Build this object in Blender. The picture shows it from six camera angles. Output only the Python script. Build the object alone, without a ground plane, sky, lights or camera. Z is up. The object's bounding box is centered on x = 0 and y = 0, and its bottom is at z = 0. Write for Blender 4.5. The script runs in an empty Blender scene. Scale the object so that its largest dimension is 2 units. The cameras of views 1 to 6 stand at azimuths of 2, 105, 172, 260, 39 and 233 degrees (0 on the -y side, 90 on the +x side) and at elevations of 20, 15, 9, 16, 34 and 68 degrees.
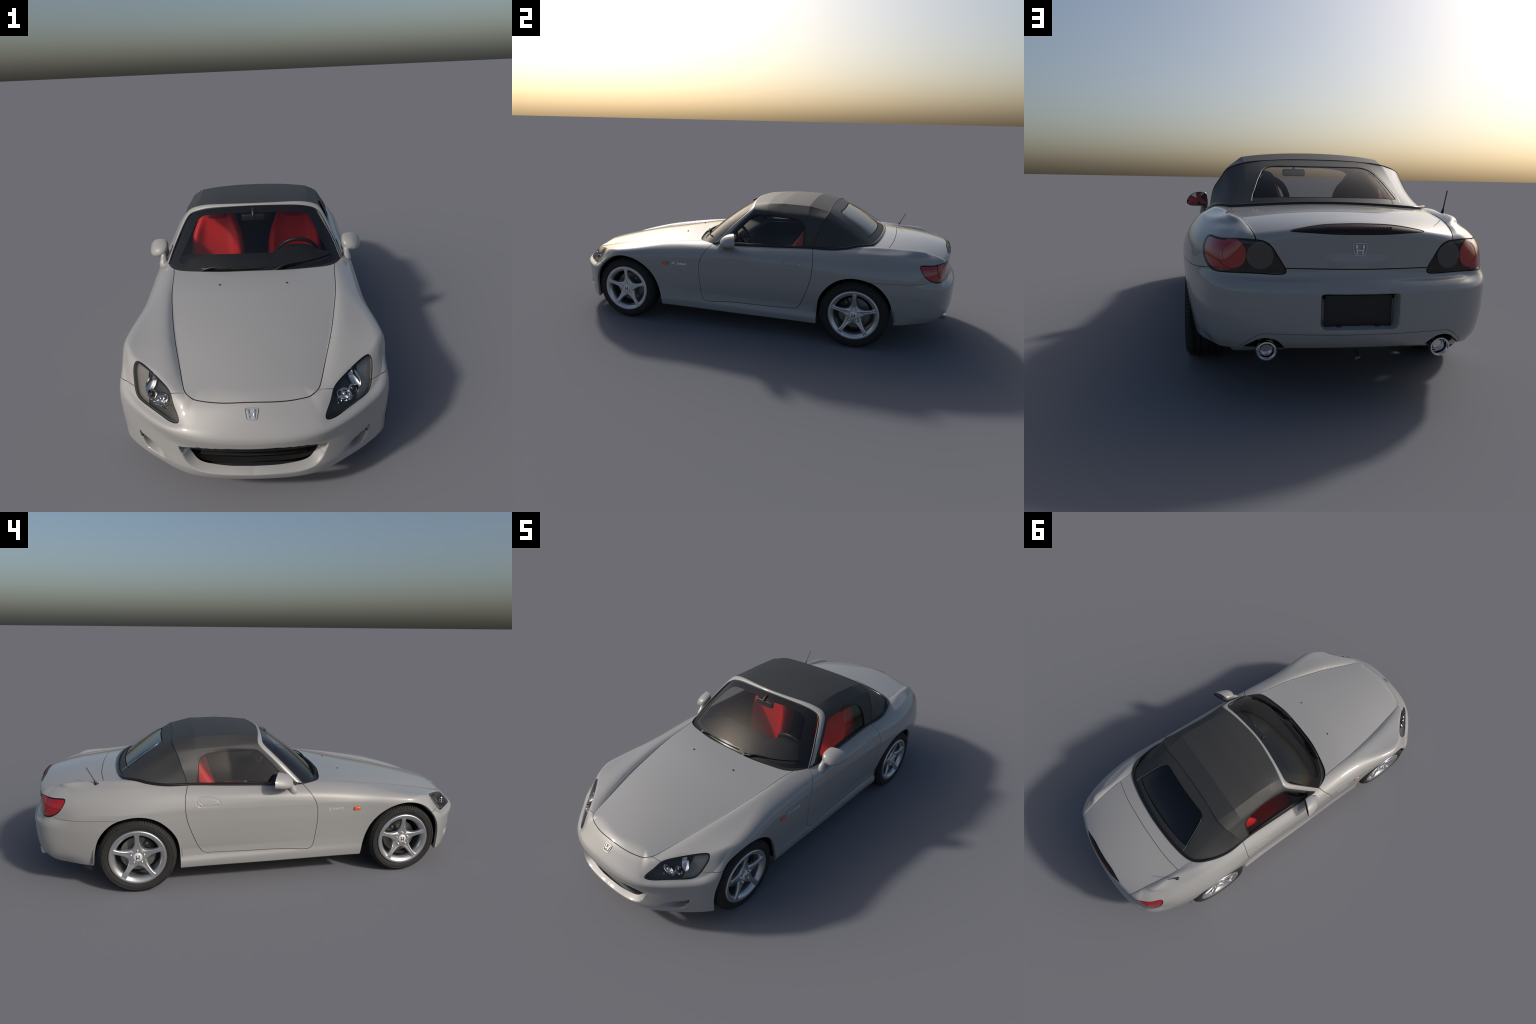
import bpy, bmesh, math
import numpy as np
from mathutils import Vector, Matrix

rng = np.random.default_rng(7)

# ------------------------------------------------------------------ splines
class Spline:
    """Natural cubic spline through control points; beyond the ends it runs on straight."""
    def __init__(self, xs, ys):
        x = np.asarray(xs, float); y = np.asarray(ys, float)
        if y.ndim == 1: y = y[:, None]; self.flat = True
        else: self.flat = False
        n = len(x); h = np.diff(x)
        A = np.zeros((n, n)); R = np.zeros((n, y.shape[1])); A[0, 0] = A[-1, -1] = 1
        for i in range(1, n - 1):
            A[i, i - 1], A[i, i], A[i, i + 1] = h[i - 1], 2 * (h[i - 1] + h[i]), h[i]
            R[i] = 6 * ((y[i + 1] - y[i]) / h[i] - (y[i] - y[i - 1]) / h[i - 1])
        self.m = np.linalg.solve(A, R); self.x, self.y, self.h = x, y, h
    def __call__(self, t):
        t = np.asarray(t, float); tc = np.clip(t, self.x[0], self.x[-1])
        i = np.clip(np.searchsorted(self.x, tc) - 1, 0, len(self.h) - 1)
        h = self.h[i][..., None]; a = (self.x[i + 1] - tc)[..., None]; b = (tc - self.x[i])[..., None]
        m0, m1, y0, y1 = self.m[i], self.m[i + 1], self.y[i], self.y[i + 1]
        v = m0 * a**3 / (6 * h) + m1 * b**3 / (6 * h) + (y0 / h - m0 * h / 6) * a + (y1 / h - m1 * h / 6) * b
        d0 = (self.y[1] - self.y[0]) / self.h[0] - self.h[0] * (2 * self.m[0] + self.m[1]) / 6
        d1 = (self.y[-1] - self.y[-2]) / self.h[-1] + self.h[-1] * (self.m[-2] + 2 * self.m[-1]) / 6
        v = v + np.minimum(t - self.x[0], 0)[..., None] * d0 + np.maximum(t - self.x[-1], 0)[..., None] * d1
        return v[..., 0] if self.flat else v

class Steady:
    """Monotone (never overshooting) cubic through control points, held constant beyond the ends."""
    def __init__(self, xs, ys):
        x = np.asarray(xs, float); y = np.asarray(ys, float); h = np.diff(x); d = np.diff(y) / h
        m = np.zeros(len(x)); m[0], m[-1] = 0, 0
        for i in range(1, len(x) - 1):
            if d[i - 1] * d[i] > 0:
                w1, w2 = 2 * h[i] + h[i - 1], h[i] + 2 * h[i - 1]
                m[i] = (w1 + w2) / (w1 / d[i - 1] + w2 / d[i])
        self.x, self.y, self.m, self.h = x, y, m, h
    def __call__(self, t):
        t = np.clip(np.asarray(t, float), self.x[0], self.x[-1])
        i = np.clip(np.searchsorted(self.x, t) - 1, 0, len(self.h) - 1)
        h = self.h[i]; s = (t - self.x[i]) / h
        return ((2*s**3 - 3*s**2 + 1) * self.y[i] + (s**3 - 2*s**2 + s) * h * self.m[i]
                + (-2*s**3 + 3*s**2) * self.y[i + 1] + (s**3 - s**2) * h * self.m[i + 1])

def pairs(cls, *pts):
    return cls([p[0] for p in pts], [p[1] for p in pts])

def curve(points, n, closed=False):
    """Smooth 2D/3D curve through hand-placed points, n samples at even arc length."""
    p = np.asarray(points, float)
    if closed: p = np.vstack([p[-3:], p, p[:4]])
    s = np.r_[0, np.cumsum(np.linalg.norm(np.diff(p, axis=0), axis=1) ** 0.6)]
    f = Spline(s, p); a, b = (s[3], s[-4]) if closed else (s[0], s[-1])
    q = f(np.linspace(a, b, 1500)); L = np.r_[0, np.cumsum(np.linalg.norm(np.diff(q, axis=0), axis=1))]
    t = np.linspace(0, L[-1], n, endpoint=not closed)
    return np.stack([np.interp(t, L, q[:, k]) for k in range(p.shape[1])], -1)

def smax(a, b, k):
    h = np.clip(0.5 + 0.5 * (a - b) / k, 0, 1)
    return b + (a - b) * h + k * h * (1 - h)
def smin(a, b, k): return -smax(-a, -b, k)
def smooth(a, b, t):
    t = np.clip((t - a) / (b - a), 0, 1); return t * t * (3 - 2 * t)

# ------------------------------------------------------------------ body shape
# Half outline of the car in plan at its widest level, nose centre -> tail centre.
PLAN = [(0, -1.004), (.11, -.997), (.20, -.971), (.276, -.919), (.341, -.856), (.397, -.788), (.412, -.73),
        (.418, -.64), (.413, -.55), (.404, -.46), (.401, -.36), (.404, -.2), (.409, 0), (.412, .2), (.417, .34),
        (.426, .47), (.429, .57), (.422, .66), (.404, .76), (.378, .848), (.347, .912), (.289, .957), (.2, .983),
        (.1, .996), (0, 1.0)]
_P = np.array(PLAN); _e = np.vstack([_P[3:0:-1] * [-1, 1], _P, _P[-2:-5:-1] * [-1, 1]])
plan_curve = Spline(np.arange(len(_e)) - 3.0, _e)       # parameter = index of the control point

# How far the wall stands inside that outline, by height, at stations along it.
WALL = {
 0:   [(.08, .03), (.10, .02), (.125, .012), (.155, .012), (.20, .008), (.25, 0), (.30, 0), (.45, 0)],
 2:   [(.08, .026), (.10, .018), (.125, .012), (.155, .013), (.19, .013), (.22, .006), (.25, 0), (.30, 0), (.45, 0)],
 3:   [(.08, .022), (.10, .015), (.13, .009), (.17, .007), (.20, .006), (.25, 0), (.30, 0), (.45, 0)],
 4:   [(.08, .012), (.10, .007), (.15, .003), (.20, .001), (.25, 0), (.30, 0), (.45, 0)],
 5:   [(.08, .006), (.10, .002), (.14, 0), (.18, -.003), (.22, -.004), (.26, -.001), (.30, .001), (.36, .003), (.45, .01)],
 7:   [(.08, .010), (.10, .008), (.15, .004), (.20, .002), (.25, .001), (.30, 0), (.36, 0), (.45, .002)],
 9.5: [(.08, .012), (.095, .008), (.125, .004), (.150, .006), (.175, .006), (.20, .005), (.25, .002), (.30, 0), (.345, 0), (.355, .0010), (.38, .005), (.40, .012), (.42, .028), (.44, .050)],
 11:  [(.08, .013), (.095, .009), (.125, .005), (.150, .009), (.172, .009), (.20, .007), (.25, .003), (.30, 0), (.347, 0), (.356, .0010), (.38, .005), (.40, .012), (.42, .030), (.44, .055)],
 14:  [(.08, .020), (.095, .014), (.120, .009), (.148, .017), (.170, .017), (.20, .012), (.25, .005), (.30, .001), (.350, 0), (.358, .0010), (.38, .006), (.40, .014), (.42, .028), (.44, .050), (.46, .08)],
 16:  [(.08, .024), (.12, .018), (.17, .014), (.20, .009), (.25, .003), (.30, 0), (.345, 0), (.36, .003), (.38, .009), (.40, .019), (.42, .034), (.44, .052), (.46, .074)],
 18:  [(.10, .040), (.122, .028), (.145, .020), (.17, .014), (.20, .009), (.25, .003), (.29, 0), (.32, .0), (.34, .002), (.36, .007), (.38, .0135), (.40, .025), (.42, .043), (.44, .066), (.46, .095)],
 19.3:[(.10, .07), (.122, .045), (.140, .032), (.165, .017), (.20, .008), (.25, .002), (.29, 0), (.306, .002), (.325, .009), (.34, .012), (.36, .0145), (.38, .0195), (.40, .030), (.42, .050), (.44, .076)],
 20.2:[(.10, .07), (.122, .045), (.140, .032), (.165, .016), (.20, .007), (.25, .001), (.29, 0), (.304, .003), (.316, .009), (.328, .014), (.36, .018), (.38, .0225), (.40, .033), (.42, .054), (.45, .09)],
 21:  [(.11, .07), (.13, .045), (.15, .025), (.17, .012), (.20, .004), (.25, 0), (.287, 0), (.300, .004), (.311, .016), (.322, .031), (.335, .031), (.36, .030), (.40, .031), (.42, .036), (.45, .050)],
 22:  [(.11, .07), (.135, .045), (.153, .025), (.17, .012), (.20, .003), (.25, 0), (.287, 0), (.300, .004), (.310, .015), (.320, .031), (.333, .034), (.36, .035), (.40, .035), (.425, .032), (.45, .032)],
 24:  [(.11, .07), (.135, .045), (.153, .025), (.17, .012), (.20, .002), (.25, 0), (.287, 0), (.300, .003), (.310, .011), (.320, .020), (.333, .0245), (.36, .028), (.385, .0315), (.41, .031), (.435, .0265), (.45, .026)],
}
_zl = np.linspace(.06, .50, 221); _st = sorted(WALL)
_tab = np.array([pairs(Steady, *WALL[k])(_zl) for k in _st])
_ii = np.linspace(0, 24, 241)
_dense = np.stack([Steady(_st, _tab[:, j])(_ii) for j in range(len(_zl))], 1)
def wall(i, z):
    a = np.clip(i * 10, 0, 239.999); b = np.clip((z - .06) / .44 * 220, 0, 219.999)
    i0, j0 = a.astype(int), b.astype(int); fa, fb = a - i0, b - j0; t = _dense
    return ((t[i0, j0] * (1 - fb) + t[i0, j0 + 1] * fb) * (1 - fa) + (t[i0 + 1, j0] * (1 - fb) + t[i0 + 1, j0 + 1] * fb) * fa)

# Heights along the car: centre line, bonnet / boot edge, and fender outer edge.
Z_CENTRE = pairs(Spline, (-1.02, .294), (-.935, .3165), (-.89, .3290), (-.81, .3500), (-.72, .3710), (-.63, .389), (-.52, .407), (-.394, .4235),
                 (-.29, .430), (-.1, .445), (.2, .468), (.45, .477), (.64, .4765), (.72, .4750), (.8, .4700), (.87, .4615), (.91, .4550), (.94, .4485), (.96, .441), (.98, .431), (1.0, .415))
X_EDGE = pairs(Spline, (-1.0, .158), (-.89, .188), (-.81, .208), (-.72, .231), (-.63, .253), (-.52, .275), (-.394, .295), (-.235, .312),
               (0, .315), (.3, .308), (.59, .296), (.70, .287), (.783, .274), (.854, .261), (.909, .249), (.96, .236), (1.0, .225))
Z_EDGE = pairs(Spline, (-1.0, .289), (-.89, .312), (-.81, .327), (-.72, .346), (-.63, .364), (-.52, .384), (-.394, .4055), (-.235, .4235),
               (0, .436), (.3, .450), (.45, .4645), (.59, .463), (.70, .4545), (.783, .448), (.854, .439), (.909, .4255), (.96, .4065), (1.0, .39))
Z_OUT = pairs(Spline, (-1.0, .27), (-.9, .297), (-.8, .3235), (-.72, .348), (-.6, .3665), (-.5, .3790), (-.4, .389), (-.3, .402), (-.2, .416),
              (0, .431), (.2, .440), (.34, .447), (.45, .4565), (.56, .4625), (.65, .461), (.72, .4555), (.783, .4495), (.854, .439), (.909, .424), (.96, .405), (1.0, .39))
RIDGE = pairs(Steady, (-1.0, 0), (-.91, .001), (-.84, .008), (-.78, .0115), (-.7, .0120), (-.55, .0105), (-.45, .008), (-.35, .004), (-.2, .001), (.55, 0), (.64, .004), (.72, .0085), (.80, .0120), (.86, .0125), (.91, .004), (.95, 0))
# Nose ramp between the bumper crest and the bonnet: (base height, slope, run, slope behind)
_rk = [0, 1.4, 1.9, 2.3, 3, 4, 5, 6, 7, 8, 24]
R_BASE = Steady(_rk, [.238, .238, .239, .241, .242, .245, .265, .300, .38, .6, .6])
R_S1 = Steady(_rk, [1.10, .92, .90, .62, .48, .48, .60, 1.2, 2, 2, 2])
R_S2 = Steady(_rk, [1.10, .96, .98, 1.40, 1.70, 1.62, 1.75, 2, 2, 2, 2])
FILLET = Steady([0, 1.8, 2.6, 4.5, 5, 6, 7, 9, 10, 13, 16, 18, 19.5, 21, 24], [.022, .018, .012, .013, .020, .034, .046, .064, .066, .050, .032, .024, .020, .020, .022])
BOTTOM = Steady([0, 3, 5, 10, 14, 17.7, 19, 20, 21, 22, 24], [.088, .090, .093, .093, .093, .122, .127, .136, .145, .150, .152])

def top_height(i, d, x, y):
    ax = np.abs(x); xe, ze, zc, zo = X_EDGE(y), Z_EDGE(y), Z_CENTRE(y), Z_OUT(y)
    u = np.clip(ax / xe, 0, 1); v = np.clip((ax - xe) / (.42 - xe), 0, 1.3)
    t = zc - (zc - ze) * u**2
    t = np.where(ax > xe, ze + (zo - ze) * v + RIDGE(y) * v / .2 * np.exp(1 - v / .2), t)
    run = .021
    ramp = R_BASE(i) + R_S1(i) * np.minimum(d, run) + R_S2(i) * np.maximum(d - run, 0)
    return smin(t, ramp, .022)

def pivot(y):
    a = np.abs(y); return np.sign(y) * np.where(a < .45, a, .45 + .2 * np.tanh((a - .45) / .2))

def body_grid(ns=620, nr=190):
    """Half body surface (x >= 0): rows run from the bottom edge up the wall and over the top to the centre line."""
    fine = np.linspace(0, 24, 4000); pc = plan_curve(fine)
    L = np.r_[0, np.cumsum(np.linalg.norm(np.diff(pc, axis=0), axis=1))]
    i = np.interp(np.linspace(0, L[-1], ns), L, fine); i[0], i[-1] = 0, 24
    P = plan_curve(i); P[0, 0] = P[-1, 0] = 0
    C = np.stack([np.zeros(ns), pivot(P[:, 1])], -1); D = np.linalg.norm(P - C, axis=1); N = (C - P) / D[:, None]
    zp = .22
    zb = BOTTOM(i); db = wall(i, zb); fb = np.arctan2(zb - zp, D - db)
    m = 420; w = np.linspace(0, 1, m)[None, :]
    phi = fb[:, None] + (np.pi / 2 - fb[:, None]) * w
    I = np.repeat(i[:, None], m, 1); K = FILLET(i)[:, None]
    cs, sn = np.cos(phi), np.sin(phi)
    def g(r):
        d = D[:, None] - r * cs; z = zp + r * sn
        x = P[:, None, 0] + N[:, None, 0] * d; y = P[:, None, 1] + N[:, None, 1] * d
        return smax(wall(I, z) - d, z - top_height(I, d, x, y), K)
    lo = np.full_like(phi, .02); hi = np.full_like(phi, .62)
    for _ in range(26):
        mid = (lo + hi) / 2; inside = g(mid) < 0; lo = np.where(inside, mid, lo); hi = np.where(inside, hi, mid)
    r = (lo + hi) / 2; d = D[:, None] - r * cs; z = zp + r * sn
    # even spacing along each row
    s = np.concatenate([np.zeros((ns, 1)), np.cumsum(np.hypot(np.diff(d, axis=1), np.diff(z, axis=1)), 1)], 1)
    t = np.linspace(0, 1, nr); dd = np.empty((ns, nr)); zz = np.empty((ns, nr))
    for k in range(ns):
        dd[k] = np.interp(t * s[k, -1], s[k], d[k]); zz[k] = np.interp(t * s[k, -1], s[k], z[k])
    X = P[:, None, 0] + N[:, None, 0] * dd; Y = P[:, None, 1] + N[:, None, 1] * dd
    X[0] = X[-1] = 0; X[:, -1] = 0
    G = np.stack([X, Y, zz], -1)
    # rolled lip below the bottom edge, turning in
    lip = []
    for off, dz in ((.03, .006), (.012, .0), (.004, -.001)):
        q = G[:, 0].copy(); q[:, :2] += N * off; q[0, 0] = q[-1, 0] = 0; q[:, 2] += dz; lip.append(q)
    return np.concatenate([np.stack(lip, 1), G], 1)
# ------------------------------------------------------------------ skins: triangle surfaces that can be cut along curves
def vertex_normals(V, F):
    n = np.cross(V[F[:, 1]] - V[F[:, 0]], V[F[:, 2]] - V[F[:, 0]]); out = np.zeros_like(V)
    for k in range(3): np.add.at(out, F[:, k], n)
    return out / np.maximum(np.linalg.norm(out, axis=1), 1e-12)[:, None]

class Skin:
    def __init__(self, V, F, N=None):
        self.V, self.F = V, F; self.N = vertex_normals(V, F) if N is None else N
    @staticmethod
    def from_grid(G, centre=True):
        a, b = G.shape[:2]; V = G.reshape(-1, 3).copy(); id = np.arange(a * b).reshape(a, b)
        p, q, r, s = id[:-1, :-1].ravel(), id[1:, :-1].ravel(), id[1:, 1:].ravel(), id[:-1, 1:].ravel()
        F = np.concatenate([np.stack([p, q, r], -1), np.stack([p, r, s], -1)])
        ar = np.linalg.norm(np.cross(V[F[:, 1]] - V[F[:, 0]], V[F[:, 2]] - V[F[:, 0]]), axis=1)
        sk = Skin(V, F[ar > 1e-11])
        if centre:
            on = np.abs(V[:, 0]) < 1e-7; sk.N[on, 0] = 0
            sk.N /= np.maximum(np.linalg.norm(sk.N, axis=1), 1e-12)[:, None]
        return sk
    def split(self, val, eps=1e-4):
        v = np.where(np.abs(val) < eps, 0, val); F = self.F; s = np.sign(v)[F]
        mixed = (s.min(1) < 0) & (s.max(1) > 0); keep = F[~mixed]; F = F[mixed]
        if not len(F): return
        e = np.concatenate([F[:, [0, 1]], F[:, [1, 2]], F[:, [2, 0]]]); e.sort(1)
        cross = v[e[:, 0]] * v[e[:, 1]] < 0; ue, inv = np.unique(e[cross], axis=0, return_inverse=True)
        t = (v[ue[:, 0]] / (v[ue[:, 0]] - v[ue[:, 1]]))[:, None]; n0 = len(self.V)
        nv = self.V[ue[:, 0]] * (1 - t) + self.V[ue[:, 1]] * t; nn = self.N[ue[:, 0]] * (1 - t) + self.N[ue[:, 1]] * t
        nn /= np.maximum(np.linalg.norm(nn, axis=1), 1e-12)[:, None]
        em = np.full(len(e), -1); em[cross] = n0 + inv.ravel(); em = em.reshape(3, -1).T     # face x edge
        out = [keep]; s = np.sign(v)[F]
        for k in range(3):
            a, b, c = F[:, k], F[:, (k + 1) % 3], F[:, (k + 2) % 3]; eab, ebc, eca = em[:, k], em[:, (k + 1) % 3], em[:, (k + 2) % 3]
            m = (eab >= 0) & (eca >= 0) & (ebc < 0)          # a alone on its side
            out += [np.stack([a, eab, eca], -1)[m], np.stack([eab, b, c], -1)[m], np.stack([eab, c, eca], -1)[m]]
            m = (ebc >= 0) & (eab < 0) & (eca < 0)           # cut runs through a
            out += [np.stack([a, b, ebc], -1)[m], np.stack([a, ebc, c], -1)[m]]
        self.V = np.concatenate([self.V, nv]); self.N = np.concatenate([self.N, nn]); self.F = np.concatenate(out)
    def centres(self): return self.V[self.F].mean(1)
    def take(self, mask):
        F = self.F[mask]; u, inv = np.unique(F, return_inverse=True)
        return Skin(self.V[u], inv.reshape(-1, 3), self.N[u])
    def mirrored(self):
        return Skin(self.V * [-1, 1, 1], self.F[:, ::-1].copy(), self.N * [-1, 1, 1])
    def whole(self):
        """Both halves, welded on the centre line."""
        on = np.abs(self.V[:, 0]) < 1e-7; n = len(self.V); m = np.arange(n) + n; m[on] = np.arange(n)[on]
        V = np.concatenate([self.V, self.V * [-1, 1, 1]]); N = np.concatenate([self.N, self.N * [-1, 1, 1]])
        F = np.concatenate([self.F, m[self.F][:, ::-1]]); u, inv = np.unique(F, return_inverse=True)
        return Skin(V[u], inv.reshape(-1, 3), N[u])
    def moved(self, depth): return Skin(self.V + self.N * depth, self.F, self.N)
    def thinned(self, mask=None): return self
    def border(self):
        F = self.F; e = np.concatenate([F[:, [0, 1]], F[:, [1, 2]], F[:, [2, 0]]]); n = len(self.V)
        key = e[:, 0] * n + e[:, 1]; rev = e[:, 1] * n + e[:, 0]
        return e[~np.isin(key, rev)]
    def with_flange(self, depth, skip_centre=False, direction=None):
        """Turns the open edges inward, so that a panel shows its thickness."""
        e = self.border()
        if skip_centre: e = e[~((np.abs(self.V[e]) < 1e-6)[:, :, 0].all(1))]
        u, inv = np.unique(e, return_inverse=True); inv = inv.reshape(-1, 2); n = len(self.V)
        d = -self.N[u] if direction is None else np.tile(direction, (len(u), 1))
        top, low = self.V[u], self.V[u] + d * depth; tang = np.zeros((len(u), 3))
        ed = self.V[e[:, 1]] - self.V[e[:, 0]]; np.add.at(tang, inv[:, 0], ed); np.add.at(tang, inv[:, 1], ed)
        nn = np.cross(tang, self.N[u]); nn /= np.maximum(np.linalg.norm(nn, axis=1), 1e-12)[:, None]; k = len(u)
        a, b = inv[:, 0] + n, inv[:, 1] + n
        F2 = np.concatenate([np.stack([b, a, a + k], -1), np.stack([b, a + k, b + k], -1)])
        return Skin(np.concatenate([self.V, top, low]), np.concatenate([self.F, F2]), np.concatenate([self.N, nn, nn]))

def merge(*sk):
    o = 0; V, F, N = [], [], []
    for s in sk: V.append(s.V); F.append(s.F + o); N.append(s.N); o += len(s.V)
    return Skin(np.concatenate(V), np.concatenate(F), np.concatenate(N))

class Outline:
    """Closed outline on a surface, drawn through 3D points and looked at along one direction."""
    def __init__(self, points, look, smooth_curve=True, n=160, near=None):
        look = np.array(look, float); look /= np.linalg.norm(look)
        a = np.cross(look, (0, 0, 1)) if abs(look[2]) < .95 else np.array([1.0, 0, 0]); a /= np.linalg.norm(a)
        self.B = np.stack([a, np.cross(a, look)], 1); self.near = near
        p = np.array(points, float) @ self.B
        self.p = curve(p, n, closed=True) if smooth_curve else p
    def exact(self, q):
        res = np.empty(len(q)); a = self.p; b = np.roll(self.p, -1, 0); e = b - a; L = np.maximum((e * e).sum(1), 1e-14)
        for k in range(0, len(q), 10000):
            cx, cy = q[k:k + 10000, 0][:, None], q[k:k + 10000, 1][:, None]; wx, wy = cx - a[:, 0], cy - a[:, 1]
            t = np.clip((wx * e[:, 0] + wy * e[:, 1]) / L, 0, 1)
            dist = np.sqrt(((wx - t * e[:, 0])**2 + (wy - t * e[:, 1])**2).min(1))
            up = (a[:, 1] <= cy) != (b[:, 1] <= cy)
            xi = a[:, 0] + (cy - a[:, 1]) / np.where(e[:, 1] == 0, 1e-12, e[:, 1]) * e[:, 0]
            inside = ((up & (xi > cx)).sum(1) % 2) == 1
            res[k:k + 10000] = np.where(inside, -dist, dist)
        return res
    def __call__(self, V):
        """Signed distance to the outline (negative inside): exact close to it, from a coarse grid elsewhere."""
        out = np.full(len(V), 1.0); m = np.ones(len(V), bool) if self.near is None else self.near(V)
        q = V[m] @ self.B; lo, hi = self.p.min(0) - .03, self.p.max(0) + .03; res = np.full(len(q), 1.0)
        box = ((q > lo) & (q < hi)).all(1); qb = q[box]
        if not hasattr(self, "g"):
            self.h = .006; n = np.ceil((hi - lo) / self.h).astype(int) + 2
            gx, gy = np.meshgrid(lo[0] + self.h * np.arange(n[0]), lo[1] + self.h * np.arange(n[1]), indexing="ij")
            self.g = self.exact(np.stack([gx.ravel(), gy.ravel()], -1)).reshape(n)
        f = (qb - lo) / self.h; i = f.astype(int); t = f - i; g = self.g
        r = ((g[i[:, 0], i[:, 1]] * (1 - t[:, 0]) + g[i[:, 0] + 1, i[:, 1]] * t[:, 0]) * (1 - t[:, 1])
             + (g[i[:, 0], i[:, 1] + 1] * (1 - t[:, 0]) + g[i[:, 0] + 1, i[:, 1] + 1] * t[:, 0]) * t[:, 1])
        close = np.abs(r) < .016; r[close] = self.exact(qb[close]); res[box] = r; out[m] = res; return out

# ------------------------------------------------------------------ scene helpers
ROOT = None
def add_mesh(name, V, faces, mat=None, parent=None, normals=None, smooth_angle=None):
    me = bpy.data.meshes.new(name); V = np.asarray(V, float)
    if isinstance(faces, np.ndarray):
        k = faces.shape[1]; me.vertices.add(len(V)); me.vertices.foreach_set("co", V.ravel())
        me.loops.add(faces.size); me.loops.foreach_set("vertex_index", faces.ravel().astype(np.int32))
        me.polygons.add(len(faces)); me.polygons.foreach_set("loop_start", np.arange(0, faces.size, k, dtype=np.int32))
        me.update(calc_edges=True)
    else:
        me.from_pydata([tuple(v) for v in V], [], [tuple(f) for f in faces])
    me.validate()
    me.polygons.foreach_set("use_smooth", np.ones(len(me.polygons), bool))
    if normals is not None: me.normals_split_custom_set_from_vertices(normals)
    elif smooth_angle is not None: me.set_sharp_from_angle(angle=math.radians(smooth_angle))
    ob = bpy.data.objects.new(name, me); bpy.context.scene.collection.objects.link(ob)
    if mat is not None: me.materials.append(mat)
    ob.parent = parent if parent is not None else ROOT
    return ob
def add_skin(name, sk, mat, parent=None): return add_mesh(name, sk.V, sk.F, mat, parent, normals=sk.N)

def grid_faces(a, b, wrap_a=False, wrap_b=False):
    id = np.arange(a * b).reshape(a, b)
    if wrap_a: id = np.vstack([id, id[:1]])
    if wrap_b: id = np.hstack([id, id[:, :1]])
    return np.stack([id[:-1, :-1].ravel(), id[1:, :-1].ravel(), id[1:, 1:].ravel(), id[:-1, 1:].ravel()], -1)
def add_grid(name, G, mat, parent=None, wrap_a=False, wrap_b=False, smooth_angle=40, flip=False):
    G = np.asarray(G, float); F = grid_faces(G.shape[0], G.shape[1], wrap_a, wrap_b)
    if flip: F = F[:, ::-1].copy()
    return add_mesh(name, G.reshape(-1, 3), F, mat, parent, smooth_angle=smooth_angle)

def lathe(profile, n, axis_x=True):
    """Turns a (radius, offset) profile about the x axis; returns a grid."""
    p = np.asarray(profile, float); a = np.linspace(0, 2 * np.pi, n, endpoint=False)
    return np.stack([np.tile(p[:, 1], (n, 1)), p[None, :, 0] * np.cos(a)[:, None], p[None, :, 0] * np.sin(a)[:, None]], -1)

def tube(path, radius, n=10, caps=True, squash=None):
    """Round bar along a path; radius may vary. Returns vertices and faces."""
    p = np.asarray(path, float); m = len(p); r = np.broadcast_to(np.asarray(radius, float), (m,))
    t = np.gradient(p, axis=0); t /= np.linalg.norm(t, axis=1)[:, None]
    up = np.array([0, 0, 1.0]) if abs(t[0][2]) < .9 else np.array([1.0, 0, 0]); V = []
    for k in range(m):
        a = np.cross(t[k], up); a /= np.linalg.norm(a); up = np.cross(a, t[k]); th = np.linspace(0, 2 * np.pi, n, endpoint=False)
        sx, sy = (1, 1) if squash is None else squash
        V.append(p[k] + r[k] * (np.cos(th)[:, None] * a * sx + np.sin(th)[:, None] * up * sy))
    F = [tuple(f) for f in grid_faces(m, n, wrap_b=True)[:, ::-1]]
    if caps: F += [tuple(range(n)), tuple(range((m - 1) * n, m * n))[::-1]]
    return np.concatenate(V), F
def add_tube(name, path, radius, mat, parent=None, n=10, **k):
    V, F = tube(path, radius, n, **k); return add_mesh(name, V, F, mat, parent, smooth_angle=50)

def rounded_box(name, size, centre, mat, parent=None, r=.006, seg=3, rot=None, taper=None):
    bm = bmesh.new(); bmesh.ops.create_cube(bm, size=1.0)
    for v in bm.verts:
        v.co = Vector((v.co.x * size[0], v.co.y * size[1], v.co.z * size[2]))
        if taper and v.co.z > 0: v.co.x *= taper[0]; v.co.y *= taper[1]
    bmesh.ops.bevel(bm, geom=bm.edges[:], offset=r, segments=seg, profile=.5, affect='EDGES', clamp_overlap=True)
    me = bpy.data.meshes.new(name); bm.to_mesh(me); bm.free()
    me.polygons.foreach_set("use_smooth", np.ones(len(me.polygons), bool)); me.set_sharp_from_angle(angle=math.radians(35))
    M = Matrix.Translation(centre) @ (Matrix.Identity(4) if rot is None else rot.to_4x4()); me.transform(M)
    me.materials.append(mat); ob = bpy.data.objects.new(name, me); bpy.context.scene.collection.objects.link(ob)
    ob.parent = parent if parent is not None else ROOT; return ob

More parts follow.
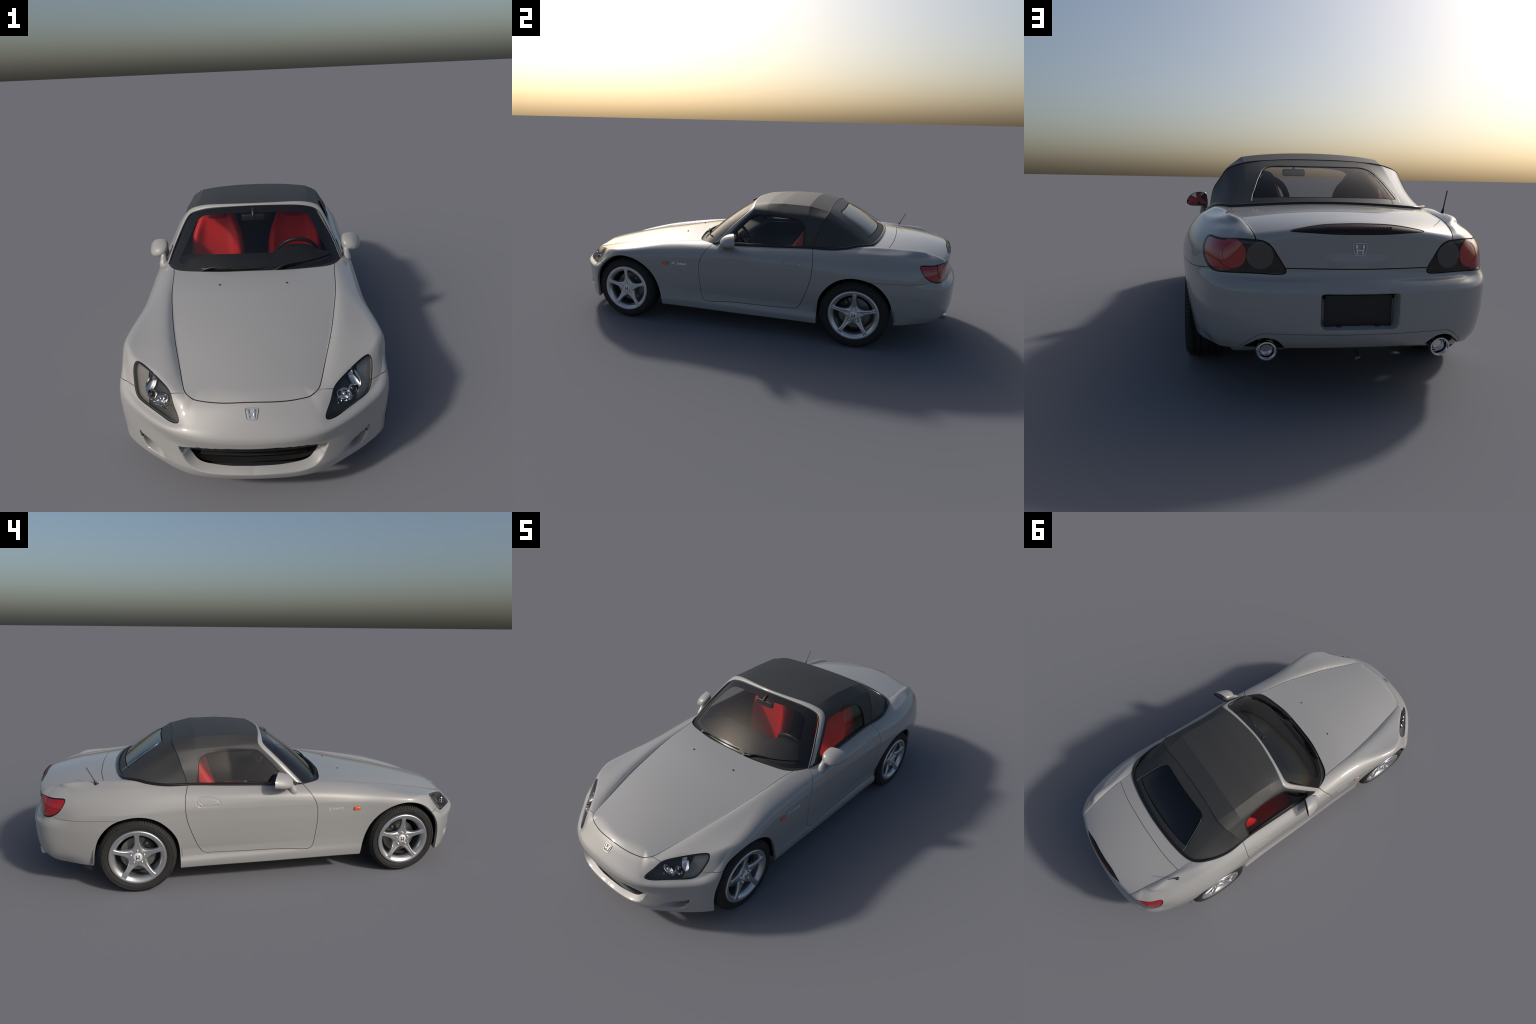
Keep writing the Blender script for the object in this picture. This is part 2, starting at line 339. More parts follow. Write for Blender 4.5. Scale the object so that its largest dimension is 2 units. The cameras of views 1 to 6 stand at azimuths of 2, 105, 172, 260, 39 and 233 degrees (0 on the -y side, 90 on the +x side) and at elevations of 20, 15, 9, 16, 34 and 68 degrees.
# ------------------------------------------------------------------ materials
def material(name, color, rough=.5, metal=0.0, coat=0.0, coat_rough=.03, spec=.5, transmission=0, ior=1.45, alpha=1.0):
    m = bpy.data.materials.new(name); m.use_nodes = True; b = m.node_tree.nodes["Principled BSDF"]
    b.inputs["Base Color"].default_value = (*color, 1); b.inputs["Roughness"].default_value = rough
    b.inputs["Metallic"].default_value = metal; b.inputs["Coat Weight"].default_value = coat
    b.inputs["Coat Roughness"].default_value = coat_rough; b.inputs["Specular IOR Level"].default_value = spec
    b.inputs["Transmission Weight"].default_value = transmission; b.inputs["IOR"].default_value = ior
    return m
def nodes_of(m): return m.node_tree.nodes, m.node_tree.links, m.node_tree.nodes["Principled BSDF"]
def grain(m, scale, amount, base, bump=0.0, detail=4, distance=.001):
    """Breaks up a flat colour and adds a fine bump, on Object coordinates."""
    n, l, b = nodes_of(m); tc = n.new("ShaderNodeTexCoord"); no = n.new("ShaderNodeTexNoise")
    no.inputs["Scale"].default_value = scale; no.inputs["Detail"].default_value = detail; l.new(tc.outputs["Object"], no.inputs["Vector"])
    rp = n.new("ShaderNodeValToRGB"); l.new(no.outputs["Fac"], rp.inputs["Fac"])
    rp.color_ramp.elements[0].position, rp.color_ramp.elements[1].position = .3, .7
    rp.color_ramp.elements[0].color = (*[c * (1 - amount) for c in base], 1); rp.color_ramp.elements[1].color = (*[c * (1 + amount) for c in base], 1)
    l.new(rp.outputs["Color"], b.inputs["Base Color"])
    if bump:
        bp = n.new("ShaderNodeBump"); bp.inputs["Strength"].default_value = bump; bp.inputs["Distance"].default_value = distance
        l.new(no.outputs["Fac"], bp.inputs["Height"]); l.new(bp.outputs["Normal"], b.inputs["Normal"])
    return m
# ------------------------------------------------------------------ materials of the car
SILVER = (.285, .282, .278)
PAINT = material("silver_paint", SILVER, rough=.42, coat=1.0, coat_rough=.02, spec=.35)
grain(PAINT, 1400, .03, SILVER, detail=2)
GAP = material("panel_gap_black", (.008, .008, .008), rough=.8, spec=.1)
BLACK = material("black_trim", (.014, .014, .015), rough=.38)
GLOSS_BLACK = material("gloss_black", (.008, .008, .009), rough=.12, spec=.5)
MATT_BLACK = material("matt_black", (.012, .012, .012), rough=.85, spec=.2)
CLOTH = grain(material("black_cloth", (.036, .036, .036), rough=.52, spec=.5), 1800, .22, (.0355, .0355, .035), bump=.25, distance=.0006)
RUBBER = grain(material("tyre_rubber", (.022, .022, .022), rough=.7, spec=.3), 60, .12, (.024, .0235, .023))
ALLOY = material("alloy_silver", (.56, .57, .58), rough=.30, metal=.85, spec=.5)
CHROME = material("chrome", (.75, .76, .78), rough=.06, metal=1.0)
STEEL = grain(material("brake_steel", (.22, .22, .21), rough=.45, metal=.7), 200, .15, (.22, .22, .21))
RED = grain(material("red_leather", (.78, .020, .022), rough=.5, spec=.4), 700, .08, (.78, .020, .022), bump=.12, distance=.0004)
PLASTIC = grain(material("dash_plastic", (.016, .016, .017), rough=.6, spec=.35), 900, .2, (.017, .017, .018), bump=.35, distance=.0006)
DARK = material("dark_interior", (.008, .008, .009), rough=.8)
CARPET = grain(material("red_carpet", (.30, .010, .011), rough=.95), 500, .3, (.30, .010, .011), bump=.4)
AMBER = material("amber_lens", (.80, .085, .010), rough=.15, coat=1.0)
RED_LENS = material("red_lens", (.46, .008, .010), rough=.12, coat=1.0)
SMOKE = material("smoked_lens", (.016, .017, .018), rough=.15, coat=1.0)
PIPING = material("grey_piping", (.20, .20, .19), rough=.25)
BRAKE_LENS = material("black_lens", (.010, .008, .009), rough=.28, spec=.3)
REVERSE = material("grey_round_lens", (.045, .048, .050), rough=.2, coat=1.0)
BADGE = material("badge_chrome", (.92, .92, .93), rough=.22, metal=.7)
SILVER_TRIM = material("satin_silver", (.45, .45, .45), rough=.3, metal=.6)
WHITE = material("cap_silver", (.72, .72, .72), rough=.35, metal=.3)
GREY_LENS = grain(material("grey_lens", (.075, .070, .066), rough=.3, coat=1.0), 500, .35, (.16, .15, .14), bump=.6)
LIGHT_FRAME = material("lamp_bucket", (.022, .022, .022), rough=.45)

def pane(name, through, straight, ior=1.5):
    """Thin tinted glass: a see-through part, an unbent transmitted part, and a mirror reflection that grows toward grazing angles."""
    m = bpy.data.materials.new(name); m.use_nodes = True; n, l = m.node_tree.nodes, m.node_tree.links
    n.remove(n["Principled BSDF"]); out = n["Material Output"]
    tr = n.new("ShaderNodeBsdfTransparent"); tr.inputs["Color"].default_value = (*through, 1)
    rf = n.new("ShaderNodeBsdfRefraction"); rf.inputs["IOR"].default_value = 1.002; rf.inputs["Roughness"].default_value = 0; rf.inputs["Color"].default_value = (*straight, 1)
    ad = n.new("ShaderNodeAddShader"); gl = n.new("ShaderNodeBsdfGlossy"); gl.inputs["Roughness"].default_value = .01; gl.inputs["Color"].default_value = (1, 1, 1, 1)
    lw = n.new("ShaderNodeLayerWeight"); lw.inputs["Blend"].default_value = .5; pw = n.new("ShaderNodeMath"); pw.operation = "POWER"; pw.inputs[1].default_value = 5     # Schlick, the same from both sides
    fr = n.new("ShaderNodeMath"); fr.operation = "MULTIPLY_ADD"; f0 = ((ior - 1) / (ior + 1)) ** 2; fr.inputs[1].default_value = 1 - f0; fr.inputs[2].default_value = f0; mx = n.new("ShaderNodeMixShader")
    l.new(lw.outputs["Facing"], pw.inputs[0]); l.new(pw.outputs[0], fr.inputs[0])
    l.new(tr.outputs[0], ad.inputs[0]); l.new(rf.outputs[0], ad.inputs[1])
    l.new(fr.outputs[0], mx.inputs[0]); l.new(ad.outputs[0], mx.inputs[1]); l.new(gl.outputs[0], mx.inputs[2]); l.new(mx.outputs[0], out.inputs["Surface"])
    return m
GLASS = pane("window_glass", (.49, .49, .48), (.26, .26, .25))
REAR_GLASS = pane("rear_window", (.48, .48, .48), (.16, .16, .16))
CLEAR = pane("lamp_cover", (.49, .49, .49), (.40, .40, .40), ior=1.4)
# ------------------------------------------------------------------ build: car body panels
ROOT = bpy.data.objects.new("sports_car", None); bpy.context.scene.collection.objects.link(ROOT)
ROOT["label"] = "silver two-seat roadster with closed black soft top and red interior"
ROOT["category"] = "car"

body = Skin.from_grid(body_grid())
side = lambda V: V[:, 0] > .25

# --- recesses pressed into the skin before it is cut into panels
def renew(sk):
    sk.N = vertex_normals(sk.V, sk.F); on = np.abs(sk.V[:, 0]) < 1e-7; sk.N[on, 0] = 0
    sk.N /= np.maximum(np.linalg.norm(sk.N, axis=1), 1e-12)[:, None]
def press(sk, outline, levels, push):
    for lev in levels: sk.split(outline(sk.V) + lev)
    d = -outline(sk.V); m = d > 0; sk.V[m] += push(d[m], sk.V[m])

mouth = Outline([(0, -1, .2065), (.08, -1, .205), (.15, -1, .1995), (.188, -1, .193), (.1995, -1, .185), (.1985, -1, .172), (.192, -1, .150), (.175, -1, .130), (.14, -1, .1175), (.08, -1, .1135),
                 (0, -1, .1125), (-.15, -1, .116), (-.19, -1, .16), (-.15, -1, .1995)], (0, 1, 0), n=260, near=lambda V: (V[:, 1] < -.8) & (V[:, 2] < .24))
def mouth_push(d, V):
    from_top = np.interp(np.abs(V[:, 0]), [0, .08, .15, .2], [.2065, .205, .1995, .186]) - V[:, 2]
    t = smooth(0, .006, from_top) * np.sin(np.clip((d + .012 * smooth(.03, .0, from_top)) / .034, 0, 1) * np.pi / 2) ** 1.15
    return np.stack([-.008 * np.sign(V[:, 0]) * t * smooth(.1, .19, np.abs(V[:, 0])), .050 * t, .003 * t], -1)
press(body, mouth, (.0015, .003, .005, .007, .010, .014, .02), mouth_push)

fog = Outline([(.3335, -.857, .1705), (.329, -.86, .1655), (.30, -.88, .160), (.275, -.90, .154), (.256, -.91, .146), (.244, -.93, .134), (.240, -.935, .124), (.246, -.93, .1175), (.262, -.92, .1145), (.29, -.895, .1145),
               (.312, -.875, .118), (.322, -.868, .128), (.330, -.86, .150)], (-.55, .83, 0), n=200, near=lambda V: (V[:, 1] < -.8) & (V[:, 2] < .2) & (V[:, 0] > .15))
def fog_push(d, V):
    depth = .042 * smooth(.238, .325, V[:, 0]) ** 1.2; t = smooth(0, .010, d) * depth
    return np.stack([-.35 * t, .93 * t, 0 * t], -1)
press(body, fog, (.002, .004, .007, .010), fog_push)

plate = Outline([(0, 1, .2885), (.06, 1, .2885), (.088, 1, .288), (.0945, 1, .285), (.0955, 1, .278), (.0955, 1, .215), (.0935, 1, .208), (.086, 1, .2005), (.078, 1, .199), (0, 1, .199), (-.08, 1, .199), (-.0955, 1, .22), (-.0955, 1, .27)],
                (0, -1, 0), n=200, near=lambda V: (V[:, 1] > .9) & (V[:, 2] < .32))
press(body, plate, (.001, .003, .006, .010), lambda d, V: np.stack([0 * d, -.030 * smooth(0, .010, d), 0 * d], -1))
handle = Outline([(.4, .2995, .3995), (.4, .3045, .385), (.4, .301, .370), (.4, .289, .3625), (.4, .25, .3625), (.4, .215, .3635), (.4, .2055, .3685), (.4, .2065, .376), (.4, .216, .386), (.4, .234, .396), (.4, .255, .4015), (.4, .285, .4025)],
                 (1, 0, 0), n=120, near=side)
grip = Outline([(.4, .2925, .395), (.4, .2935, .385), (.4, .2900, .378), (.4, .285, .376), (.4, .2825, .368), (.4, .276, .3665), (.4, .22, .3665), (.4, .2145, .369), (.4, .2150, .376), (.4, .223, .384), (.4, .238, .392), (.4, .258, .397), (.4, .286, .398)],
               (1, 0, 0), n=120, near=side)
for o, depth, wd in ((handle, .0016, .0022), (grip, .0012, .0012)):
    for lev in (-wd, 0, wd): body.split(o(body.V) + lev)
    d = np.abs(o(body.V)); m = d < wd; body.V[m, 0] -= depth * (1 - d[m] / wd)
renew(body)

from mathutils.bvhtree import BVHTree
TREE = BVHTree.FromPolygons([tuple(v) for v in body.V], [tuple(int(k) for k in f) for f in body.F])
def on_body(origin, direction):
    """Point and normal of the right-hand half body hit by a ray."""
    p, n, *_ = TREE.ray_cast(Vector(origin), Vector(direction).normalized()); n = n if n.dot(Vector(direction)) < 0 else -n
    return np.array(p), np.array(n)

cockpit = Outline([(-.02, -.292, .43), (.11, -.288, .43), (.22, -.268, .43), (.305, -.236, .43), (.336, -.19, .43), (.3475, -.155, .42), (.351, -.11, .42),
                   (.3500, .0, .43), (.3475, .15, .43), (.3465, .30, .44), (.351, .36, .44), (.3575, .413, .45), (.3485, .487, .46), (.325, .555, .46), (.290, .598, .47),
                   (.225, .622, .47), (.11, .637, .47), (-.02, .641, .47), (-.2, .60, .47), (-.2, -.25, .47)], (0, 0, -1), n=400, near=lambda V: V[:, 2] > .37)
arch_f = Outline([(.4, -.783, .03), (.4, -.788, .10), (.4, -.790, .16), (.4, -.7835, .212), (.4, -.762, .260), (.4, -.731, .297), (.4, -.690, .3215), (.4, -.635, .3345), (.4, -.58, .3285), (.4, -.526, .3045),
                  (.4, -.476, .260), (.4, -.444, .201), (.4, -.4265, .130), (.4, -.421, .09), (.4, -.42, .0), (.4, -.6, -.05), (.4, -.77, -.02)], (1, 0, 0), n=300, near=side)
arch_r = Outline([(.4, .736, .03), (.4, .7305, .125), (.4, .7205, .19), (.4, .699, .252), (.4, .6515, .307), (.4, .607, .3285), (.4, .543, .338), (.4, .479, .324), (.4, .434, .2935),
                  (.4, .397, .247), (.4, .3805, .198), (.4, .3765, .10), (.4, .375, .03), (.4, .38, -.05), (.4, .55, -.08), (.4, .72, -.05)], (1, 0, 0), n=300, near=side)
head = Outline([(.1985, -.9435, .2575), (.212, -.909, .285), (.229, -.884, .311), (.262, -.843, .324), (.305, -.793, .333), (.335, -.760, .336), (.3455, -.756, .3345), (.354, -.765, .323),
                (.3545, -.785, .302), (.350, -.808, .279), (.337, -.824, .2605), (.305, -.855, .254), (.255, -.900, .251), (.212, -.938, .2515)], (.55, -.62, .56), n=200,
               near=lambda V: (V[:, 1] < -.7) & (V[:, 0] > .15) & (V[:, 2] > .22))
tail = Outline([(.354, .826, .4035), (.335, .862, .405), (.29, .915, .407), (.243, .936, .4068), (.217, .944, .4016), (.203, .947, .390), (.185, .950, .362), (.169, .951, .333), (.172, .951, .3285),
                (.23, .944, .3275), (.30, .920, .327), (.335, .895, .328), (.352, .878, .336), (.366, .85, .360), (.364, .830, .388)], (.5, .85, .15), n=200,
               near=lambda V: (V[:, 1] > .75) & (V[:, 0] > .1) & (V[:, 2] > .3))
bonnet = Outline([(-.05, -.936, .3), (.05, -.934, .3), (.11, -.925, .3), (.15, -.914, .3), (.172, -.903, .3), (.184, -.889, .3), (.192, -.870, .3), (.208, -.81, .3), (.231, -.723, .3), (.2535, -.63, .3), (.275, -.52, .3),
                  (.295, -.394, .3), (.3105, -.25, .3), (.312, -.22, .3), (.2, -.15, .3), (-.1, -.15, .3), (-.1, -.92, .3)], (0, 0, -1), n=300, near=lambda V: (V[:, 2] > .25) & (V[:, 1] < -.1))
_bf = Spline([0, .15, .188, .229, .29, .351, .40, .44], [-.890, -.8905, -.890, -.884, -.850, -.806, -.7507, -.70])
def bumper_f(V):       # in front of the seam between front bumper and fender
    return np.where(V[:, 1] < -.70, np.where(V[:, 0] < .335, V[:, 1] - _bf(V[:, 0]), V[:, 2] - .2808), 1.0)
door = Outline([(.4, -.140, .46), (.4, -.155, .428), (.4, -.178, .400), (.4, -.203, .36), (.4, -.2135, .32), (.4, -.2145, .27), (.4, -.209, .21), (.4, -.2025, .165), (.4, -.190, .1435), (.4, -.1, .1435),
                (.4, .1, .149), (.4, .25, .1525), (.4, .277, .156), (.4, .293, .172), (.4, .316, .222), (.4, .338, .285), (.4, .348, .33), (.4, .3505, .375), (.4, .346, .415), (.4, .3375, .445), (.4, .33, .48), (.4, .1, .5), (.4, -.1, .5)],
               (1, 0, 0), n=300, near=side)
_br = Spline([.5, .63, .75, .84, .87, .90, 1.0], [.3255, .3255, .3255, .3275, .332, .3405, .3405])
def bumper_r(V):       # below the seam between rear bumper and quarter panel
    return np.where(V[:, 1] > .56, V[:, 2] - np.where(V[:, 1] < .9, _br(V[:, 1]), .3405), 1.0)
_front = curve(np.array([(-.2865, .679, .4), (-.2, .694, .4), (-.1, .7005, .4), (0, .7025, .4), (.1, .7005, .4), (.2, .694, .4), (.2865, .679, .4)]), 60)
_right = curve(np.array([(.2870, .680, .4), (.2855, .71, .4), (.274, .783, .4), (.261, .854, .4), (.250, .909, .4), (.2425, .937, .4), (.237, .96, .4), (.23, 1.05, .4)]), 60)
_lid = Outline(np.vstack([_front[30:], _right[1:], (_right[1:] * [-1, 1, 1])[::-1], _front[:30]]), (0, 0, -1), smooth_curve=False, near=lambda V: (V[:, 1] > .6) & (V[:, 2] > .3))
def boot(V): return np.maximum(_lid(V), .3415 - V[:, 2])
deck = Outline([(-.05, .60, .47), (.2, .58, .47), (.289, .575, .46), (.2905, .62, .46), (.2885, .66, .46), (.288, .68, .45), (.26, .70, .45), (-.05, .72, .44), (-.1, .66, .45)], (0, 0, -1), n=200,
               near=lambda V: (V[:, 1] > .5) & (V[:, 2] > .4))
_va = Steady([0, .2, .225, .245, .265, .283, .30], [.1895, .1905, .190, .181, .164, .145, .10])
def valance(V): return np.where(V[:, 1] > .85, V[:, 2] - _va(V[:, 0]), 1.0)
notch = Outline([(.170, .95, .10), (.172, .95, .150), (.181, .95, .1625), (.192, .95, .1735), (.207, .95, .179), (.2227, .95, .1795), (.239, .95, .1745), (.262, .95, .158), (.2765, .95, .146), (.278, .95, .10)],
                (0, -1, 0), smooth_curve=False, near=lambda V: (V[:, 1] > .85) & (V[:, 2] < .25))
mouth_hole = Outline([(0, -1, .205), (.08, -1, .2035), (.15, -1, .197), (.1775, -1, .1905), (.177, -1, .175), (.171, -1, .153), (.155, -1, .137), (.12, -1, .129), (.06, -1, .1265), (0, -1, .1255), (-.15, -1, .136), (-.177, -1, .18), (-.1, -1, .2025)],
                     (0, 1, 0), n=200, near=lambda V: (V[:, 1] < -.8) & (V[:, 2] < .24))
fog_hole = Outline([(.331, -.85, .1675), (.320, -.85, .163), (.298, -.87, .1575), (.288, -.88, .154), (.300, -.87, .150), (.318, -.86, .1465), (.326, -.85, .148), (.331, -.85, .158)], (-.55, .83, 0), n=100,
                   near=lambda V: (V[:, 1] < -.75) & (V[:, 2] < .2) & (V[:, 0] > .2))
stop_lamp = Outline([(.1630, .95, .4285), (.13, .95, .4365), (.08, .95, .4435), (0, .95, .4465), (-.1, .95, .442), (-.163, .95, .4285), (-.1, .95, .4245), (0, .95, .4225), (.08, .95, .4235), (.13, .95, .426)],
                    (0, -1, 0), n=160, near=lambda V: (V[:, 1] > .90) & (V[:, 2] > .40))

w = .0012; hair = .0007
parts = dict(cockpit=(cockpit, 0), arch_f=(arch_f, 0), arch_r=(arch_r, 0), notch=(notch, 0), mouth_hole=(mouth_hole, 0), fog_hole=(fog_hole, 0), head=(head, w), tail=(tail, w), bonnet=(bonnet, w), bumper_f=(bumper_f, hair),
             door=(door, w), stop_lamp=(stop_lamp, hair), boot=(boot, w), valance=(valance, hair), bumper_r=(bumper_r, hair), deck=(deck, hair))
for f, h in parts.values():
    for lev in ((-h, h) if h else (0,)): body.split(f(body.V) + lev)
c = body.centres(); D = {k: f(c) for k, (f, h) in parts.items()}
label = np.where(c[:, 1] > 0, "rear_quarter_panel", "fender").astype(object); free = np.ones(len(c), bool)
def claim(name, mask):
    global free
    label[mask & free] = name; free = free & ~mask
claim("none", np.any([D[k] < 0 for k in ("cockpit", "arch_f", "arch_r", "notch", "mouth_hole", "fog_hole")], axis=0))
for name, key in (("headlight", "head"), ("taillight", "tail"), ("bonnet", "bonnet"), ("front_bumper", "bumper_f"), ("door", "door"), ("high_brake_light", "stop_lamp"), ("boot_lid", "boot"),
                  ("rear_valance", "valance"), ("rear_bumper", "bumper_r"), ("deck_panel", "deck")):
    h = parts[key][1]; claim(name, D[key] < -h)
    claim("panel_gap", (np.abs(D[key]) <= h) & ((key != "bumper_r") | (c[:, 1] < .9)))
piece = {n: body.take(label == n) for n in set(label) if n != "none"}
for n in ("bonnet", "front_bumper", "boot_lid", "rear_bumper", "rear_valance", "deck_panel"):
    add_skin(n, piece[n].whole().with_flange(.010), PAINT)
for n in ("fender", "door", "rear_quarter_panel"):
    p = piece[n].with_flange(.012); add_skin(n, p, PAINT); add_skin(n, p.mirrored(), PAINT)
add_skin("panel_gap", piece["panel_gap"].moved(-.0045).whole(), GAP)
# ------------------------------------------------------------------ lamps
def both(name, sk, mat, parents=(None, None)):
    return add_skin(name, sk, mat, parents[0]), add_skin(name, sk.mirrored(), mat, parents[1])

# headlights: clear cover over a dark bucket with reflectors and a projector
cover = piece["headlight"]; H = both("headlight", cover.with_flange(.006), CLEAR)
rim_in = Outline(head.p[:, :1] * head.B[:, 0] + head.p[:, 1:] * head.B[:, 1], (.55, -.62, .56), smooth_curve=False)
edge = Skin(cover.V.copy(), cover.F.copy(), cover.N.copy()); edge.split(rim_in(edge.V) + .0045)
both("lamp_seal", edge.take(rim_in(edge.centres()) > -.0045).moved(-.0012), GLOSS_BLACK, H)
buck = cover.moved(-.016)
sgn = Outline([(.312, -.7961, .33), (.309, -.82, .30), (.306, -.84, .28), (.303, -.8524, .262), (.30, -.87, .23), (.42, -.80, .22), (.42, -.70, .36), (.34, -.70, .40)], (.55, -.62, .56), smooth_curve=False)
buck.split(sgn(buck.V))
cs = sgn(buck.centres()); both("turn_signal", buck.take(cs < 0).moved(.006).with_flange(.006), GREY_LENS, H); both("lamp_bucket", buck.take(cs >= 0), LIGHT_FRAME, H)
LOOK = np.array([.30, -.90, .32]); LOOK /= np.linalg.norm(LOOK)
def disc_frame(n):
    a = np.cross(n, (0, 0, 1)); a /= np.linalg.norm(a); return a, np.cross(a, n)
def dish(name, centre, normal, rx, ry, depth, mat, parents, n=40, m=10, power=2.0, tilt=0):
    """Round bowl (depth < 0) or dome (depth > 0) facing along a normal, on both sides of the car."""
    normal = np.array(normal, float) / np.linalg.norm(normal); a, b = disc_frame(normal); a, b = a * np.cos(tilt) + b * np.sin(tilt), b * np.cos(tilt) - a * np.sin(tilt)
    t = np.linspace(0, 2 * np.pi, n, endpoint=False); r = np.linspace(1, .0, m); G = np.zeros((n, m, 3))
    for j, k in enumerate(r): G[:, j] = centre + normal * depth * (1 - k**power) + k * (rx * np.cos(t)[:, None] * a + ry * np.sin(t)[:, None] * b)
    for s, p in zip((1, -1), parents):
        add_grid(name, G * [s, 1, 1], mat, p, wrap_a=True, flip=(s < 0), smooth_angle=60)
dish("reflector", np.array([.2930, -.826, .3050]), LOOK + np.array([-.05, 0, .25]), .0150, .0300, -.012, CHROME, H, tilt=-.30)
dish("projector_ring", np.array([.2865, -.8535, .2850]), LOOK, .0165, .0165, -.010, CHROME, H)
dish("projector_lens", np.array([.2865, -.8530, .2850]), LOOK, .0108, .0108, .007, GLOSS_BLACK, H)
dish("reflector", np.array([.2540, -.876, .2880]), LOOK, .0215, .0165, -.014, CHROME, H, tilt=.5)
dish("bulb", np.array([.2540, -.876, .2880]), LOOK, .0070, .0070, .009, CHROME, H)
for k in range(4):
    t = k / 3; dish("reflector_facet", np.array([.272 - .040 * t, -.869 - .024 * t, .2725 - .003 * t]), LOOK + np.array([.25 * np.sin(5 * k), 0, .3 * np.cos(3 * k)]), .0105, .0100, -.007, CHROME, H, n=14, m=5)

# tail lamps: black base, red and smoked round lenses, red corner, clear cover
cover = piece["taillight"]; Tl = both("taillight", cover.with_flange(.006), CLEAR)
base = cover.moved(-.005); TL_LOOK = np.array([-.36, -.93, 0.0])
def ring(cx, cz, r, n=80):
    a = np.linspace(0, 2 * np.pi, n, endpoint=False); y0 = np.array([cx, .92, cz]); side_v = np.cross((0, 0, 1), TL_LOOK)
    return Outline([y0 + r * (np.cos(t) * side_v + np.sin(t) * np.array([0, 0, 1])) for t in a], TL_LOOK, smooth_curve=False)
red, smoked = ring(.2950, .3715, .0355), ring(.2240, .3690, .0325)
red_in = ring(.2950, .3715, .0255); corner = Outline(tail.p[:, :1] * tail.B[:, 0] + tail.p[:, 1:] * tail.B[:, 1], (.5, .85, .15), smooth_curve=False)
for o in (red, smoked): base.split(o(base.V) + .0012); base.split(o(base.V) - .0012)
base.split(red_in(base.V))
base.split(corner(base.V) + .0055); base.split(base.V[:, 0] - .2985)
cc = base.centres(); dr, ds, dk = red(cc), smoked(cc), corner(cc); di = red_in(cc)
both("red_lens", base.take((dr < -.0012) & (di >= 0)).moved(.004).with_flange(.004), RED_LENS, Tl)
both("red_lens", base.take(di < 0).moved(.0025).with_flange(.003), RED_LENS, Tl)
both("reverse_lens", base.take(ds < -.0012).moved(.003).with_flange(.004), REVERSE, Tl)
side_red = (dr > .0012) & (dk < -.0055) & (cc[:, 0] > .2985) & (ds > .0012)
both("side_lens", base.take(side_red).moved(.002).with_flange(.003), RED_LENS, Tl)
both("lamp_base", base.take((np.abs(dr) <= .0012) | (np.abs(ds) <= .0012) | ((dr > 0) & (ds > 0) & ~side_red)), GLOSS_BLACK, Tl)

# third brake light with its row of small red segments
sl = piece["high_brake_light"].whole(); HB = add_skin("high_brake_light", sl.moved(-.001).with_flange(.006), BRAKE_LENS)
for k in range(18):
    x = (k - 8.5) * .0088; p, n = on_body((abs(x), 1.2, .4365), (0, -1, 0)); p[0] = x
    rounded_box("light_segment", (.0066, .002, .0062), p + np.array([0, .0002, 0]), material("dim_red", (.10, .012, .010), rough=.3) if k == 0 else bpy.data.materials["dim_red"], HB, r=.0006, seg=1)

# ------------------------------------------------------------------ soft top, windows, windscreen
FRAME_OUT = [(0, -.008, .622), (.12, .002, .6205), (.19, .0125, .618), (.237, .022, .610), (.268, .027, .598), (.2900, .016, .5755), (.313, -.0305, .529), (.332, -.0755, .479), (.351, -.1255, .4326)]
FRAME_IN = [(0, -.0204, .613), (.10, -.015, .6105), (.175, -.007, .606), (.225, -.001, .598), (.258, .000, .587), (.283, -.0225, .5625), (.3110, -.078, .508), (.3300, -.119, .466), (.3465, -.1595, .4215)]
BOW_1 = [(0, .16, .6385), (.10, .16, .6360), (.18, .16, .6305), (.236, .16, .6235), (.2815, .16, .5870), (.2880, .16, .572), (.3055, .155, .53), (.326, .15, .483), (.343, .15, .434)]
BOW_2 = [(0, .296, .6375), (.10, .296, .6350), (.185, .296, .6285), (.242, .296, .6205), (.2885, .296, .5850), (.301, .295, .564), (.320, .292, .525), (.337, .289, .482), (.3475, .287, .436)]
SEAM = [(0, .384, .612), (.10, .386, .6105), (.18, .389, .6055), (.235, .392, .5985), (.2890, .382, .5795), (.312, .370, .552), (.3345, .359, .518), (.345, .348, .483), (.3525, .338, .436)]
RIM = [(0, .637, .472), (.12, .6315, .4705), (.2, .6195, .468), (.25, .607, .466), (.288, .592, .463), (.322, .552, .459), (.3455, .485, .454), (.3545, .413, .447), (.3535, .342, .436)]
def across(pts, n=97):
    p = np.array(pts, float); p = np.vstack([p[3:0:-1] * [-1, 1, 1], p]); f = Spline(np.arange(len(p)) - 3.0, p); q = f(np.linspace(0, 8, n)); q[0, 0] = 0; return q
def folded(pts, n=97):
    """Section of the cloth over a bow: a smooth crown, a sharp fold at the fourth point, then the side."""
    p = np.array(pts, float); c_ = np.vstack([p[3:0:-1] * [-1, 1, 1], p[:4]]); f1 = Spline(np.arange(7) - 3.0, c_); f2 = Spline(np.arange(3, 9), p[3:])
    t = np.linspace(0, 8, n); q = np.where((t < 3)[:, None], f1(np.minimum(t, 3)), f2(np.maximum(t, 3))); q[0, 0] = 0; return q
rows = [across(FRAME_OUT), None, folded(BOW_1), folded(BOW_2), folded(SEAM)]
rows[1] = (rows[0] + rows[2]) / 2 + np.array([0, 0, 1]) * .0035 * np.linspace(1, 0, 97)[:, None]
def loft(a, b, n, last=False): t = np.linspace(0, 1, n + 1)[:None if last else -1, None, None]; return a[None] * (1 - t) + b[None] * t
roof_grid = np.concatenate([loft(rows[k], rows[k + 1], 14, k == 3) for k in range(4)])
roof = Skin.from_grid(roof_grid[:, ::1]); 
if roof.N[:, 2].mean() < 0: roof = Skin(roof.V, roof.F[:, ::-1].copy()); renew(roof)
